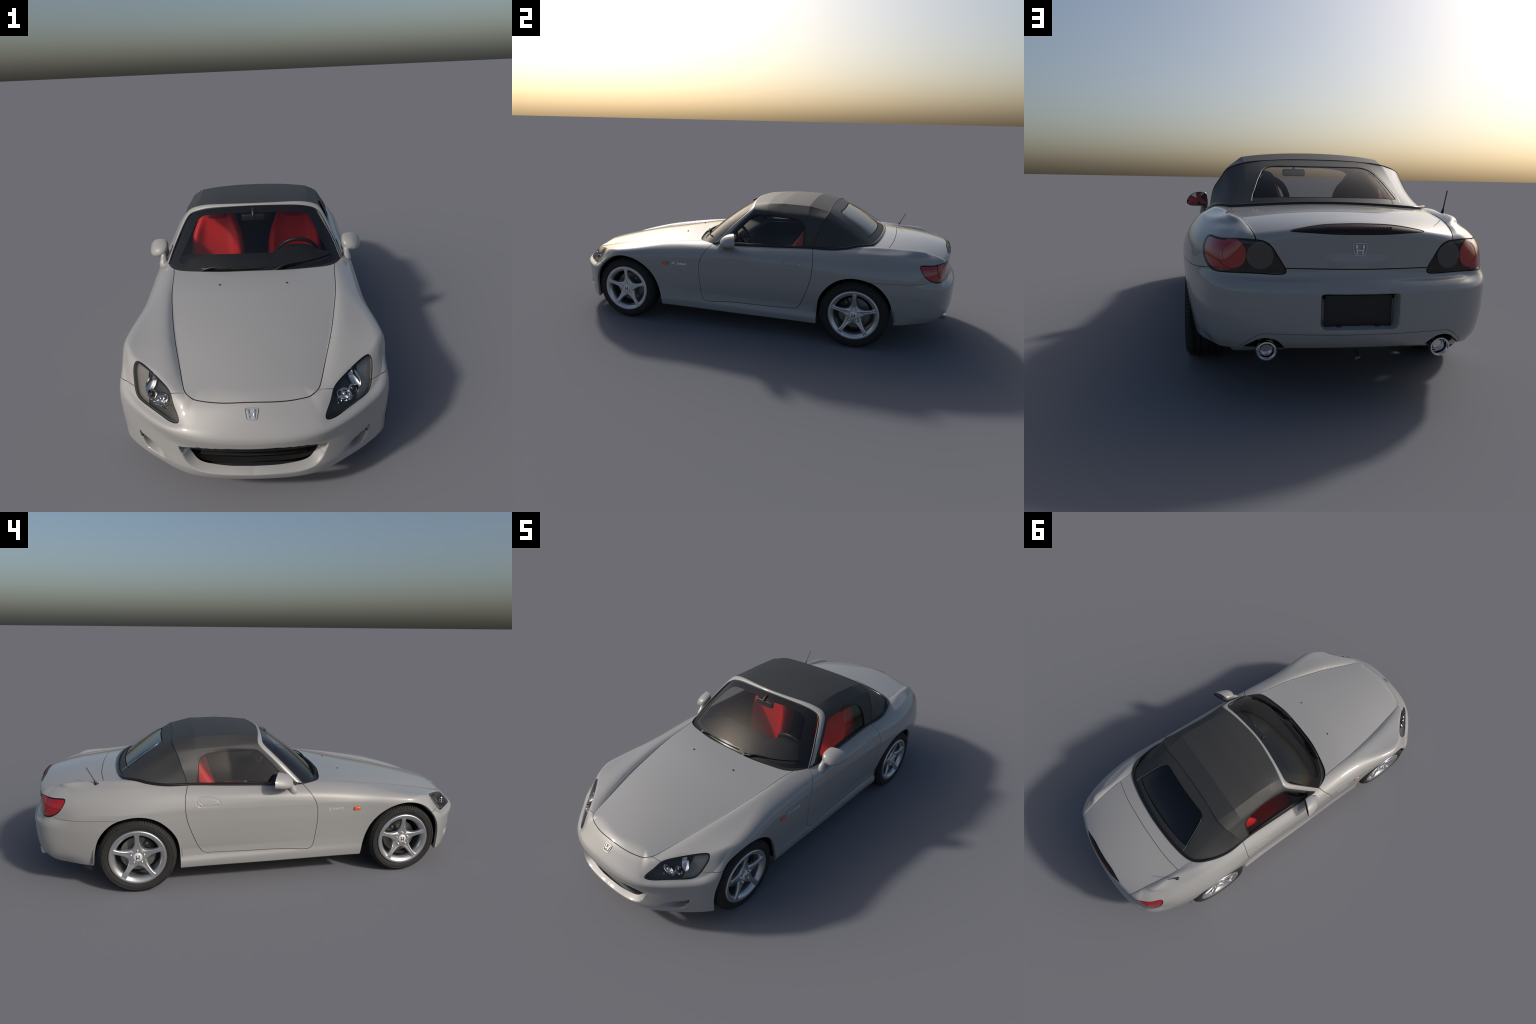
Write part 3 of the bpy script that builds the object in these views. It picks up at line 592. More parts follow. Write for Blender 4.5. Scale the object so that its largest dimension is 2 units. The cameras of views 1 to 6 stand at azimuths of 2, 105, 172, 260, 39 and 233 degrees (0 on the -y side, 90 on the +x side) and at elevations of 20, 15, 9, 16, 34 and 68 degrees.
# facet the cloth between the bows: split normals per panel
window = Outline([(.3, -.116, .40), (.3, -.113, .433), (.3, -.0885, .455), (.3, -.0635, .479), (.3, -.0185, .527), (.3, .012, .558), (.3, .0285, .5705), (.3, .05, .5750), (.3, .12, .577), (.3, .2, .5735), (.3, .25, .5665), (.3, .278, .555),
                  (.3, .2915, .538), (.3, .2965, .51), (.3, .298, .47), (.3, .299, .40)], (1, 0, 0), smooth_curve=False, near=lambda V: V[:, 0] > .2)
for lev in (.0005, .006, .0105): roof.split(window(roof.V) + lev)
dw = window(roof.centres())
def panel_shade(sk):
    """Cloth stretched over bows: each panel between bows and folds keeps its own nearly flat shading."""
    out = []; cy = sk.centres(); fold = np.interp(cy[:, 1], [.09, .16, .296, .392], [.2365, .236, .242, .235])
    tri = np.searchsorted(np.array([.1602, .2962]), cy[:, 1]) + 3 * ((cy[:, 0] > fold) & (cy[:, 1] > .09))
    for k in range(6):
        if (tri == k).any():
            q = sk.take(tri == k); q = Skin(q.V, q.F); on = np.abs(q.V[:, 0]) < 1e-7; q.N[on, 0] = 0; out.append(q)
    return merge(*out)
cloth = roof.take(dw > -.0005)
TOP = add_skin("soft_top", panel_shade(cloth).whole().moved(.0) if False else merge(panel_shade(cloth), panel_shade(cloth).mirrored()), CLOTH)
both("window_seal", roof.take((dw <= -.0005) & (dw > -.0060)).moved(.0008).with_flange(.006), BLACK)
both("window_frame_strip", roof.take((dw <= -.0060) & (dw > -.0105)).moved(-.0022).with_flange(.004), GLOSS_BLACK)
both("side_window", roof.take(dw <= -.0105).moved(-.0045), GLASS)
# rear part of the top, with its window
a, b = folded(SEAM), across(RIM); t = np.linspace(0, 1, 44)[:, None, None]; bulge = np.zeros((97, 3)); k = np.linspace(0, 1, 97)
hump = 1.8 * (1 - smooth(.18, .42, k)) - .9 * np.exp(-((k - .55) / .12) ** 2) - 1.3 * np.exp(-((k - .70) / .13) ** 2)
bulge[:, 1] = .45 * hump; bulge[:, 0] = .6 * smooth(.3, .6, k) * hump; bulge[:, 2] = .65 * hump
back = Skin.from_grid(a[None] * (1 - t) + b[None] * t + bulge[None] * .007 * np.sin(np.pi * t) * (1 - k[None, :, None] ** 6))
if back.N[:, 2].mean() < 0: back = Skin(back.V, back.F[:, ::-1].copy()); renew(back)
rear_window = Outline([(-.05, .43, .588), (.08, .43, .5885), (.14, .43, .588), (.1595, .43, .585), (.174, .44, .5785), (.1845, .455, .5685), (.1945, .49, .552), (.2025, .51, .539), (.2165, .56, .507), (.2235, .585, .4905), (.15, .59, .4935), (-.05, .60, .495)],
                      (0, -1, 0), smooth_curve=False)
for lev in (-.0012, .0012): back.split(rear_window(back.V) + lev)
dw = rear_window(back.centres())
add_skin("soft_top_rear", back.take(dw > .0012).whole(), CLOTH, TOP)
add_skin("window_welt", back.take(np.abs(dw) <= .0012).moved(-.001).whole(), GAP, TOP)
add_skin("rear_window", back.take(dw <= -.0012).whole().moved(-.0015), REAR_GLASS)
def surf_line(xz, sk_grid_a, sk_grid_b): return None
def mirror_path(p): p = np.asarray(p, float); return np.vstack([p[::-1] * [-1, 1, 1], p[1:]])
add_tube("seam_welt", mirror_path(across(SEAM)) + [0, .0, .0005], .0013, BLACK, TOP, n=6)
rw_edge = np.array([(.174, .4475, .5815), (.1845, .464, .5715), (.1945, .491, .555), (.2025, .513, .542), (.2165, .5595, .5115), (.2235, .5805, .4975), (.2275, .606, .4805)])
for s in (1, -1): add_tube("window_piping", curve(rw_edge, 40) * [s, 1, 1] + [0, .0022, .0012], .0008, PIPING, TOP, n=6)
# black rubber rim between top and body
rim_line = [(.349, -.125, .4265), (.3505, -.06, .4305), (.3495, .0, .4335), (.3475, .15, .4385), (.3470, .28, .4425), (.3510, .345, .4455), (.3570, .413, .4505), (.3485, .486, .4575), (.3255, .553, .4635), (.291, .595, .468), (.225, .6195, .4725), (.11, .635, .4765), (0, .640, .4780)]
rim_path = curve(rim_line, 140)
for q in rim_path: q[2] = max(on_body((max(q[0], 1e-4), q[1], .7), (0, 0, -1))[0][2] + .0012, .40)
add_tube("rubber_rim", mirror_path(rim_path[::-1]), .0068, GLOSS_BLACK, n=10)
# windscreen frame
fo, fi = across(FRAME_OUT, 110), across(FRAME_IN, 110)
wid = fo - fi; tg = np.gradient(fo, axis=0); nn = np.cross(tg, wid); nn /= np.linalg.norm(nn, axis=1)[:, None]; nn *= np.sign((nn * [0.4, -.7, 1]).sum(1))[:, None]; nn[0, 0] = 0
prof = [(0, -.006), (-.02, -.003), (.0, .0), (.12, .0022), (.35, .0036), (.6, .0036), (.85, .0022), (.97, .0), (1.0, -.004), (.95, -.013), (.05, -.013)]
ringp = np.stack([fo - wid * u + nn * h for u, h in prof], 1); full = np.concatenate([ringp[::-1] * [-1, 1, 1], ringp[1:]])
add_grid("windscreen_frame", full, PAINT, wrap_b=True, smooth_angle=70, flip=True)
add_tube("frame_seal", mirror_path(fi) + [0, 0, -.001], .0034, BLACK, n=8)
# windscreen: clear field with a black ceramic border
def half_curve(pts, n): p = np.array(pts, float); p = np.vstack([p[2:0:-1] * [-1, 1, 1], p]); f = Spline(np.arange(len(p)) - 2.0, p); q = f(np.linspace(0, len(pts) - 1, n)); q[0, 0] = 0; return q
ws_low = half_curve([(0, -.280, .419), (.12, -.273, .419), (.23, -.248, .418), (.303, -.210, .418), (.3465, -.1595, .4205)], 70)
ws_top = half_curve([(0, -.0205, .6155), (.08, -.0170, .6135), (.15, -.0105, .6095), (.21, -.004, .6025), (.258, .000, .5875)], 70)
t = np.linspace(0, 1, 50)[:, None, None]; aa = np.linspace(0, 1, 70)[None, :, None]
wsg = ws_low[None] * (1 - t) + ws_top[None] * t + np.array([0, -.6, .8]) * .010 * np.sin(np.pi * t) * (1 - aa**4) + np.array([.010, -.004, .0]) * np.sin(np.pi * t) * aa**3 * .6
screen = Skin.from_grid(wsg)
if screen.N[:, 2].mean() < 0: screen = Skin(screen.V, screen.F[:, ::-1].copy()); renew(screen)
field = Outline([(0, -.04, .5965), (.10, -.04, .5935), (.175, -.03, .588), (.212, -.03, .580), (.2335, -.04, .5635), (.262, -.09, .512), (.290, -.14, .462), (.2985, -.15, .447), (.2965, -.16, .4375), (.285, -.17, .4345), (.22, -.2, .4335), (.1, -.23, .4345), (0, -.23, .4345), (-.2, -.2, .4345), (-.2, -.03, .586)],
                (0, 1, 0), n=260)
screen.split(field(screen.V)); dw = field(screen.centres())
SCREEN = add_skin("windscreen", screen.take(dw < 0).whole(), GLASS)
add_skin("windscreen_border", screen.take(dw >= 0).whole(), GLOSS_BLACK, SCREEN)
# cowl under the windscreen, and wipers
cowl_front = half_curve([(0, -.293, .4235), (.11, -.289, .423), (.22, -.269, .421), (.307, -.236, .418), (.349, -.157, .4195)], 70)
t = np.linspace(0, 1, 10)[:, None, None]; cg = cowl_front[None] * (1 - t) + (ws_low[None] + [0, .004, .004]) * t + np.array([0, 0, -.002]) * np.sin(np.pi * t)
full = np.concatenate([cg[:, ::-1] * [-1, 1, 1], cg[:, 1:]], 1); add_grid("cowl_panel", full, PLASTIC, smooth_angle=60, flip=True)
def on_screen(x, lift, up): # point above the windscreen
    j = np.interp(abs(x), ws_low[:, 0], np.arange(70)); lo_, hi_ = int(j), min(int(j) + 1, 69); f = j - lo_
    q = lambda G: G[:, lo_] * (1 - f) + G[:, hi_] * f
    col = q(wsg); k = up * 49; k0 = int(k); p = col[k0] * (1 - (k - k0)) + col[min(k0 + 1, 49)] * (k - k0); p = p.copy(); p[0] *= np.sign(x) if x else 1
    return p + np.array([0, -.6, .8]) * lift
for piv, tip, mid in (((-.205, .02), (.045, .035), (-.09, .06)), ((.075, .02), (.315, .12), (.19, .085))):
    blade = np.array([on_screen(x, .004, u) for x, u in zip(np.linspace(mid[0] - .115, mid[0] + .125, 24), np.linspace(piv[1] + .012, tip[1] + .012, 24))])
    arm = np.array([on_screen(piv[0], .006, 0.0), on_screen(piv[0] + .02, .013, .02), on_screen((piv[0] + mid[0]) / 2, .016, mid[1] * .7), on_screen(mid[0], .011, (piv[1] + tip[1]) / 2 + .012)])
    W = add_tube("windscreen_wiper", curve(arm, 24), np.linspace(.0042, .0022, 24), BLACK, n=8)
    add_tube("wiper_blade", blade, .0022, MATT_BLACK, W, n=6, squash=(.6, 1.4)); add_tube("wiper_spine", blade + [0, -.002, .004], .0014, BLACK, W, n=6)
    add_tube("wiper_pivot", np.array([on_screen(piv[0], -.004, 0), on_screen(piv[0], .012, 0)]), .006, BLACK, W, n=12)
# ------------------------------------------------------------------ wheels (built facing +x with the hub at the origin)
def mesh_from(name, V, F, mat, smooth_angle=40):
    ob = add_mesh(name, V, F, mat, smooth_angle=smooth_angle); return ob
def merged_remesh(name, pieces, voxel, smooth_steps, mat):
    """Joins solid pieces into one cast body with soft fillets."""
    V, F, o = [], [], 0
    for v, f in pieces: V.append(v); F += [tuple(int(k) + o for k in q) for q in f]; o += len(v)
    ob = add_mesh(name, np.concatenate(V), F, mat); me0 = ob.data
    r = ob.modifiers.new("r", "REMESH"); r.mode = "VOXEL"; r.voxel_size = voxel; r.use_smooth_shade = True
    s = ob.modifiers.new("s", "SMOOTH"); s.iterations = smooth_steps; s.factor = .5
    dg = bpy.context.evaluated_depsgraph_get(); me = bpy.data.meshes.new_from_object(ob.evaluated_get(dg)); me.name = name
    me.materials.clear(); me.materials.append(mat); bpy.data.objects.remove(ob); bpy.data.meshes.remove(me0)
    me.polygons.foreach_set("use_smooth", np.ones(len(me.polygons), bool)); return me
def solid_lathe(profile, n=120):
    G = lathe(profile, n); return G.reshape(-1, 3), grid_faces(n, len(profile), True, True)
RIM_R = .1165
def alloy_mesh(offset):
    """Five-spoke cast wheel; the spokes dish in from the rim lip toward the hub."""
    pcs = [solid_lathe([(RIM_R, .0), (RIM_R, -.004), (RIM_R - .004, -.010), (RIM_R - .010, -.020), (.100, -.040), (.099, -.090), (.104, -.090), (.1045, -.03), (RIM_R + .001, -.010), (RIM_R + .002, -.002)][::-1]),
           solid_lathe([(RIM_R + .001, .002), (RIM_R - .003, .0045), (RIM_R - .009, .0038), (.1005, .0002), (.0945, -.006), (.0910, -.014), (.0910, -.026), (.098, -.032), (RIM_R + .001, -.016)][::-1]),
           solid_lathe([(.0005, -.0050), (.020, -.0052), (.031, -.008), (.034, -.014), (.034, -.034), (.0005, -.034)][::-1], 80)]
    R = np.array([.012, .022, .030, .038, .046, .055, .065, .078, .090, .099, .105, .1105])
    HW = np.array([.018, .0232, .0248, .0210, .0160, .0128, .0110, .0100, .0102, .0122, .0162, .0225])
    TOPX = np.array([-.0050, -.0050, -.0055, -.0055, -.0045, -.0030, -.0015, .0008, .0022, .0030, .0032, .0022])
    TH = np.array([.022, .022, .022, .021, .020, .018, .017, .016, .015, .0145, .0145, .0145])
    sec = [(-1, -.95), (-1, -.35), (-.82, -.10), (-.52, 0), (-.2, -.04), (0, -.055), (.2, -.04), (.52, 0), (.82, -.10), (1, -.35), (1, -.95), (.6, -1), (-.6, -1)]
    for k in range(5):
        a = np.pi / 2 + k * 2 * np.pi / 5; rad = np.array([0, np.cos(a), np.sin(a)]); tan = np.array([0, -np.sin(a), np.cos(a)]); xx = np.array([1.0, 0, 0])
        rr = np.linspace(R[0], R[-1], 34); hw, tx, th = Steady(R, HW)(rr), Steady(R, TOPX)(rr), Steady(R, TH)(rr)
        G = np.stack([[rad * r + tan * h * u + xx * (x0 + t0 * v) for u, v in sec] for r, h, x0, t0 in zip(rr, hw, tx, th)])
        n, m = G.shape[:2]; F = [tuple(f) for f in grid_faces(n, m, False, True)] + [tuple(range(m))[::-1], tuple(range((n - 1) * m, n * m))]
        pcs.append((G.reshape(-1, 3), F))
    return merged_remesh("alloy_rim", pcs, .0013, 6, ALLOY)
def tyre_grid(R, half, blocks=84):
    """Tyre facing +x, outer sidewall at x = 0: beads, bulged walls, tread with ribs and cut shoulder blocks."""
    w = 2 * half; p = [(RIM_R - .001, -.006), (RIM_R + .003, -.003), (RIM_R + .006, -.001), (RIM_R + .013, .0015), (RIM_R + .020, .0018), (R - .0165, .0008), (R - .0150, .0022), (R - .0135, -.0004), (R - .010, -.0030), (R - .006, -.0058), (R - .0025, -.0098), (R - .0008, -.014)]
    tread = []
    for x in np.linspace(.017, w - .017, 41): tread.append((R, -x))
    prof = np.array(p + tread + [(r, -w - x) for r, x in p[::-1]]); n = blocks * 6; G = lathe(prof, n)
    ang = np.arange(n); x = -prof[:, 1]
    cut = np.isin(ang % 6, (0,))[:, None]; cut2 = np.isin((ang + 3) % 6, (0,))[:, None]
    sh = ((prof[:, 0] > R - .0105) & (x < .021))[None]; sh2 = ((prof[:, 0] > R - .0105) & (x > w - .021))[None]
    depth = np.zeros((n, len(prof))); depth = np.where(cut & (sh | sh2), .0032, depth)
    ribs = np.zeros(len(prof)); tr = (prof[:, 0] >= R - 1e-6)
    for gx in (.024, .39 * w, .61 * w, w - .024): ribs = np.where(tr & (np.abs(x - gx) < .0026), .0045, ribs)
    depth = np.maximum(depth, ribs[None])
    mid = tr & (x > .024) & (x < w - .024); depth = np.where(cut2 & mid[None] & (np.sin(x * 320) > .2)[None], np.maximum(depth, .0025), depth)
    rr = np.hypot(G[..., 1], G[..., 2]); s = (rr - depth) / rr; G[..., 1] *= s; G[..., 2] *= s
    return G
HUB_X = -.0035
def hub_badge_mesh():
    """Dark letter on the hub cap, as a solid."""
    segs = [((-.0062, .0095), (-.0050, -.0095)), ((.0062, .0095), (.0050, -.0095)), ((-.0050, -.0025), (.0050, -.0025))]
    V, F = [], []
    for (y0, z0), (y1, z1) in segs:
        d = np.array([y1 - y0, z1 - z0]); d /= np.linalg.norm(d); q = np.array([-d[1], d[0]]) * .00145; o = len(V)
        for xx in (0, .0012):
            for (yy, zz), sg in (((y0, z0), 1), ((y1, z1), 1), ((y1, z1), -1), ((y0, z0), -1)): V.append((xx, yy + q[0] * sg, zz + q[1] * sg))
        F += [(o, o+1, o+2, o+3), (o+7, o+6, o+5, o+4)] + [(o + k, o + 4 + k, o + 4 + (k + 1) % 4, o + (k + 1) % 4) for k in range(4)]
    return np.array(V), F
RIM_MESH = alloy_mesh(0)
TYRES = {}
def wheel(name_hint, x_face, y, z, R, half, caliper_dir):
    key = round(R, 4), round(half, 4)
    for s in (1, -1):
        ob = bpy.data.objects.new("wheel", None); bpy.context.scene.collection.objects.link(ob); ob.parent = ROOT
        ob.location = (s * x_face, y, z)
        if s < 0: ob.rotation_euler = (0, 0, math.pi)
        rim = bpy.data.objects.new("alloy_rim", RIM_MESH); bpy.context.scene.collection.objects.link(rim); rim.parent = ob
        if key not in TYRES:
            TYRES[key] = add_grid("tyre", tyre_grid(R, half) + [.001, 0, 0], RUBBER, ob, wrap_a=True, smooth_angle=30).data
        else:
            t = bpy.data.objects.new("tyre", TYRES[key]); bpy.context.scene.collection.objects.link(t); t.parent = ob
        cap = [(.0005, .0030), (.010, .0027), (.0165, .0016), (.0185, -.0005), (.0188, -.004)]
        add_grid("hub_cap", lathe(cap, 48) + [HUB_X, 0, 0], WHITE, ob, wrap_a=True, smooth_angle=60)
        V, F = hub_badge_mesh(); add_mesh("hub_emblem", V + [HUB_X + .0022, 0, 0], F, GAP, ob, smooth_angle=30)
        for k in range(5):
            a = np.pi / 2 + k * 2 * np.pi / 5
            nut = lathe([(.0004, .0065), (.0022, .006), (.0038, .0042), (.0042, .0015), (.0044, -.004)], 12) + [HUB_X - .002, .0278 * np.cos(a), .0278 * np.sin(a)]
            add_grid("wheel_nut", nut, CHROME, ob, wrap_a=True)
        disc = lathe([(.030, -.036), (.034, -.038), (.036, -.044), (.073, -.044), (.0735, -.045), (.0735, -.051), (.073, -.052), (.03, -.052)], 90)
        add_grid("brake_disc", disc, STEEL, ob, wrap_a=True)
        add_grid("wheel_hub", lathe([(.0005, -.030), (.03, -.030), (.032, -.05), (.032, -.095), (.0005, -.095)], 40), MATT_BLACK, ob, wrap_a=True)
        # caliper hugging the disc
        th = np.radians(caliper_dir) + np.linspace(-.48, .48, 15); P = np.array([(.047, -.034), (.050, -.031), (.078, -.031), (.081, -.034), (.081, -.060), (.078, -.063), (.050, -.063), (.047, -.060)])
        sgn = s
        G = np.stack([np.stack([P[:, 1], P[:, 0] * np.cos(t) * sgn, P[:, 0] * np.sin(t)], -1) for t in th])
        n, m = G.shape[:2]; F = [tuple(f) for f in grid_faces(n, m, False, True)] + [tuple(range(m))[::-1], tuple(range((n - 1) * m, n * m))]
        add_mesh("brake_caliper", G.reshape(-1, 3), F, BLACK, ob, smooth_angle=35)
        for q in (-.3, .3):
            t = np.radians(caliper_dir) + q; c0 = np.array([-.029, .064 * np.cos(t) * sgn, .064 * np.sin(t)])
            add_tube("caliper_bolt", np.array([c0, c0 + [-.02, 0, 0]]), .0055, STEEL, ob, n=8)
wheel("front", .4045, -.6180, .1565, .1565, .049, 35)
wheel("rear", .4165, .5505, .1590, .1590, .054, 145)

# ------------------------------------------------------------------ wheel housings, light-blocking floor plate, suspension hints
def housing(outline_pts, x0, x1):
    p = curve(np.array(outline_pts), 60); G = np.stack([np.stack([np.full(60, x), p[:, 0], p[:, 1]], -1) for x in np.linspace(x1, x0, 6)])
    return G
for pts, x1 in (([(-.792, .125), (-.796, .16), (-.792, .215), (-.770, .268), (-.735, .305), (-.690, .330), (-.635, .344), (-.575, .338), (-.518, .314), (-.466, .267), (-.434, .2), (-.417, .095)], .380),
                ([(.733, .135), (.727, .19), (.706, .253), (.655, .313), (.61, .335), (.543, .345), (.476, .330), (.428, .298), (.389, .247), (.372, .19), (.366, .095)], .404)):
    for s in (1, -1):
        add_grid("wheel_housing", housing(pts, .20, x1) * [s, 1, 1], MATT_BLACK)
        q = curve(np.array(pts), 60); V = np.vstack([[(.20 * s, *k) for k in q], [(.20 * s, q[:, 0].mean(), .09)]])
        add_mesh("wheel_housing", V, [(k, k + 1, 60) for k in range(59)], MATT_BLACK)
fl = np.array([(.20, -.93), (.30, -.86), (.35, -.80), (.20, -.79), (.20, -.41), (.372, -.40), (.378, .36), (.20, .37), (.20, .735), (.36, .74), (.33, .86), (.26, .91), (.15, .93)])
loop = np.vstack([fl, fl[::-1] * [-1, 1]]); n = len(loop); V = np.vstack([np.c_[loop, np.full(n, .104)], np.c_[loop, np.full(n, .118)]]); V[loop_rear := np.where(V[:, 1] > .7)[0], 2] += .035
bm = bmesh.new(); lo_v = [bm.verts.new(v) for v in V[:n]]; hi_v = [bm.verts.new(v) for v in V[n:]]
bm.faces.new(lo_v); bm.faces.new(hi_v[::-1])
for k in range(n): bm.faces.new((lo_v[k], hi_v[k], hi_v[(k + 1) % n], lo_v[(k + 1) % n]))
bmesh.ops.triangulate(bm, faces=bm.faces[:]); bmesh.ops.recalc_face_normals(bm, faces=bm.faces[:])
me = bpy.data.meshes.new("light_block_floor"); bm.to_mesh(me); bm.free(); me.materials.append(MATT_BLACK)  # plain dark plate under the body, added to block light
ob = bpy.data.objects.new("light_block_floor", me); bpy.context.scene.collection.objects.link(ob); ob.parent = ROOT
for s in (1, -1):
    for yy in (-.618, .5505): add_tube("axle_shaft", np.array([(s * .10, yy, .155), (s * .34, yy, .155)]), .012, MATT_BLACK, n=10)

# ------------------------------------------------------------------ front mouth, fog openings
G = []
for yy, sc in ((-.957, 1.02), (-.90, 1.02)):
    c0 = curve(mouth_hole.p * 1.0, 120, closed=True); G.append(c0)
B = mouth_hole.B
def lift(p2, yv): q = p2[:, :1] * B[:, 0] + p2[:, 1:] * B[:, 1]; q[:, 1] = yv; return q
add_grid("grille_duct", np.stack([lift(mouth_hole.p * [1.0, 1.0] , -.952 + .06 * (np.abs(mouth_hole.p[:, 0]) / .18) ** 2 * .2), lift(mouth_hole.p, -.88)]), MATT_BLACK, wrap_b=True)
back_x = np.linspace(-.185, .185, 24); add_grid("grille_duct", np.stack([[(x, -.885, .13) for x in back_x], [(x, -.885, .21) for x in back_x]]), MATT_BLACK)
def grille_bar(z, half, thick, depth, yc, bow, mat, name="grille_bar"):
    x = np.linspace(-half, half, 41); y = yc + bow * (x / .18) ** 2
    sec = [(-depth / 2, -thick * .3), (-depth / 2, thick * .3), (-depth * .3, thick / 2), (depth / 2, thick / 2), (depth / 2, -thick / 2), (-depth * .3, -thick / 2)]
    Gb = np.stack([np.stack([x, y + a, np.full_like(x, z + b)], -1) for a, b in sec], 1); nn_, m = Gb.shape[:2]
    F = [tuple(f) for f in grid_faces(nn_, m, False, True)] + [tuple(range(m))[::-1], tuple(range((nn_ - 1) * m, nn_ * m))]
    return add_mesh(name, Gb.reshape(-1, 3), F, mat, smooth_angle=30)
grille_bar(.1930, .176, .005, .02, -.946, .022, PLASTIC); grille_bar(.1660, .172, .0100, .026, -.944, .02, PLASTIC); grille_bar(.141, .15, .004, .02, -.935, .018, PLASTIC)
for x in (-.105, -.035, .035, .105): rounded_box("grille_strut", (.003, .012, .05), (x, -.925 + .02 * (x / .18) ** 2, .168), BLACK, r=.0008, seg=1)
for s in (1, -1):
    rounded_box("fog_duct", (.06, .03, .045), (s * .296, -.815, .152), MATT_BLACK, r=.004, rot=Matrix.Rotation(s * -.6, 3, 'Z'))

# ------------------------------------------------------------------ rear: plate, exhaust, mufflers
PL = rounded_box("number_plate_panel", (.1635, .004, .0785), (0, .9755, .2410), BLACK, r=.0022, seg=2)
for x in (-.047, .047): rounded_box("plate_clip", (.012, .010, .010), (x, .978, .2025), BLACK, PL, r=.0015, seg=1)
for x in (-.0825, .0825): rounded_box("plate_lamp", (.006, .008, .014), (x, .974, .2785), GAP, PL, r=.001, seg=1)
for s in (1, -1):
    ax, az = .2155 * s, .1445
    prof = [(.0165, -.10), (.0165, -.002), (.0175, .004), (.0195, .0062), (.0222, .006), (.0238, .003), (.0240, -.004), (.0232, -.012), (.0205, -.018), (.0200, -.05), (.0200, -.14)]
    G = 1.07 * lathe(prof, 56)[..., [1, 0, 2]]; G[..., 0] *= -1; R_ = np.array(Matrix.Rotation(math.radians(-6), 3, 'X'))
    Gp = G @ R_.T + [ax, .957, az]
    EX = add_grid("exhaust_tip", Gp, CHROME, wrap_a=True, smooth_angle=50)
    Gd = lathe([(.0005, -.012), (.0166, -.012)], 40)[..., [1, 0, 2]]; add_grid("exhaust_bore", Gd @ R_.T + [ax, .957, az], CHROME, EX, wrap_a=True)
    Gi = lathe([(.0128, -.042), (.0128, -.004), (.0142, -.002), (.0148, -.004), (.0148, -.042)], 48)[..., [1, 0, 2]]; add_grid("exhaust_inner", Gi @ R_.T + [ax, .957, az], CHROME, EX, wrap_a=True)
    mf = lathe([(.0005, -.09), (.03, -.09), (.040, -.082), (.043, -.06), (.043, .06), (.040, .082), (.03, .09), (.0005, .09)], 40) * [.85, 1.0, .60] + [.222 * s, .855, .140]
    add_grid("muffler", mf, SILVER_TRIM, wrap_a=True, smooth_angle=60)
add_tube("tow_hook", np.array([(-.02, .90, .118), (-.02, .93, .112), (-.01, .94, .112)]), .004, STEEL)

# ------------------------------------------------------------------ door mirrors
loop = curve(np.array([(.3665, -.048, .4330), (.3635, -.0495, .456), (.3655, -.0487, .479), (.3760, -.0445, .4870), (.3950, -.0375, .4890), (.4150, -.0295, .4850), (.4330, -.0205, .4740), (.4450, -.0150, .4570), (.4470, -.0145, .4440), (.4390, -.0170, .4350), (.412, -.027, .4315), (.385, -.040, .4310)]), 64, closed=True)
cen0 = loop.mean(0); apex = np.array([.392, -.104, .4435])
shell = []
for v in np.linspace(0, 1, 22):
    s = (1 - v ** 2.8) ** .42; cc = cen0 * (1 - v) + apex * v; pull = np.array([1, 1, 1]); q = cc + (loop - cen0) * [s, s * (1 - v) + .0, s]; shell.append(q)
shell = np.array(shell); inner = []
for k, (sc, dy) in enumerate(((.965, .0015), (.93, -.0005), (.92, -.004))): inner.append(cen0 + (loop - cen0) * sc + [0.2 * dy, dy * 1, 0])
glassp = cen0 + (loop - cen0) * .925 + np.array([0, -.0022, 0])
for s in (1, -1):
    M = add_grid("door_mirror", np.concatenate([np.array(inner[:1]), shell]) * [s, 1, 1], PAINT, wrap_b=True, smooth_angle=50, flip=(s > 0))
    add_grid("mirror_bezel", np.array(inner) * [s, 1, 1], BLACK, M, wrap_b=True, smooth_angle=40, flip=(s < 0))
    V = np.vstack([glassp, glassp.mean(0)]) * [s, 1, 1]; add_mesh("mirror_glass", V, [((k + 1) % 64, k, 64) if s < 0 else (k, (k + 1) % 64, 64) for k in range(64)], material("mirror_silver", (.8, .8, .8), rough=.01, metal=1) if s > 0 else bpy.data.materials["mirror_silver"], M)
    foot = np.array([(.3760, -.088, .4400), (.3740, -.096, .4270), (.3725, -.1045, .4130), (.3720, -.109, .4000), (.3700, -.110, .3900)]); fr = np.array([.0135, .0135, .0165, .0205, .0200])
    fp = curve(foot, 16); V, F = tube(fp, np.interp(np.linspace(0, 1, 16), np.linspace(0, 1, 5), fr), 24, squash=(1.0, 1.0)); V = (V - [.372, 0, 0]) * [1.0, 1, 1] + [.376, 0, 0]
    F2 = [tuple(f) for f in F]; add_mesh("mirror_foot", V * [s, 1, 1], F2 if s > 0 else [f[::-1] for f in F2], PAINT, M, smooth_angle=60)
# small black triangle in front of the side window
for s in (1, -1):
    V = np.array([(.3475, -.128, .4270), (.344, -.078, .4270), (.3345, -.080, .4720), (.3555, -.126, .428), (.351, -.078, .430), (.3405, -.079, .474)]) * [s, 1, 1]
    add_mesh("mirror_sail", V, [(0, 1, 2), (3, 5, 4), (0, 3, 4, 1), (1, 4, 5, 2), (2, 5, 3, 0)], BLACK, smooth_angle=20)

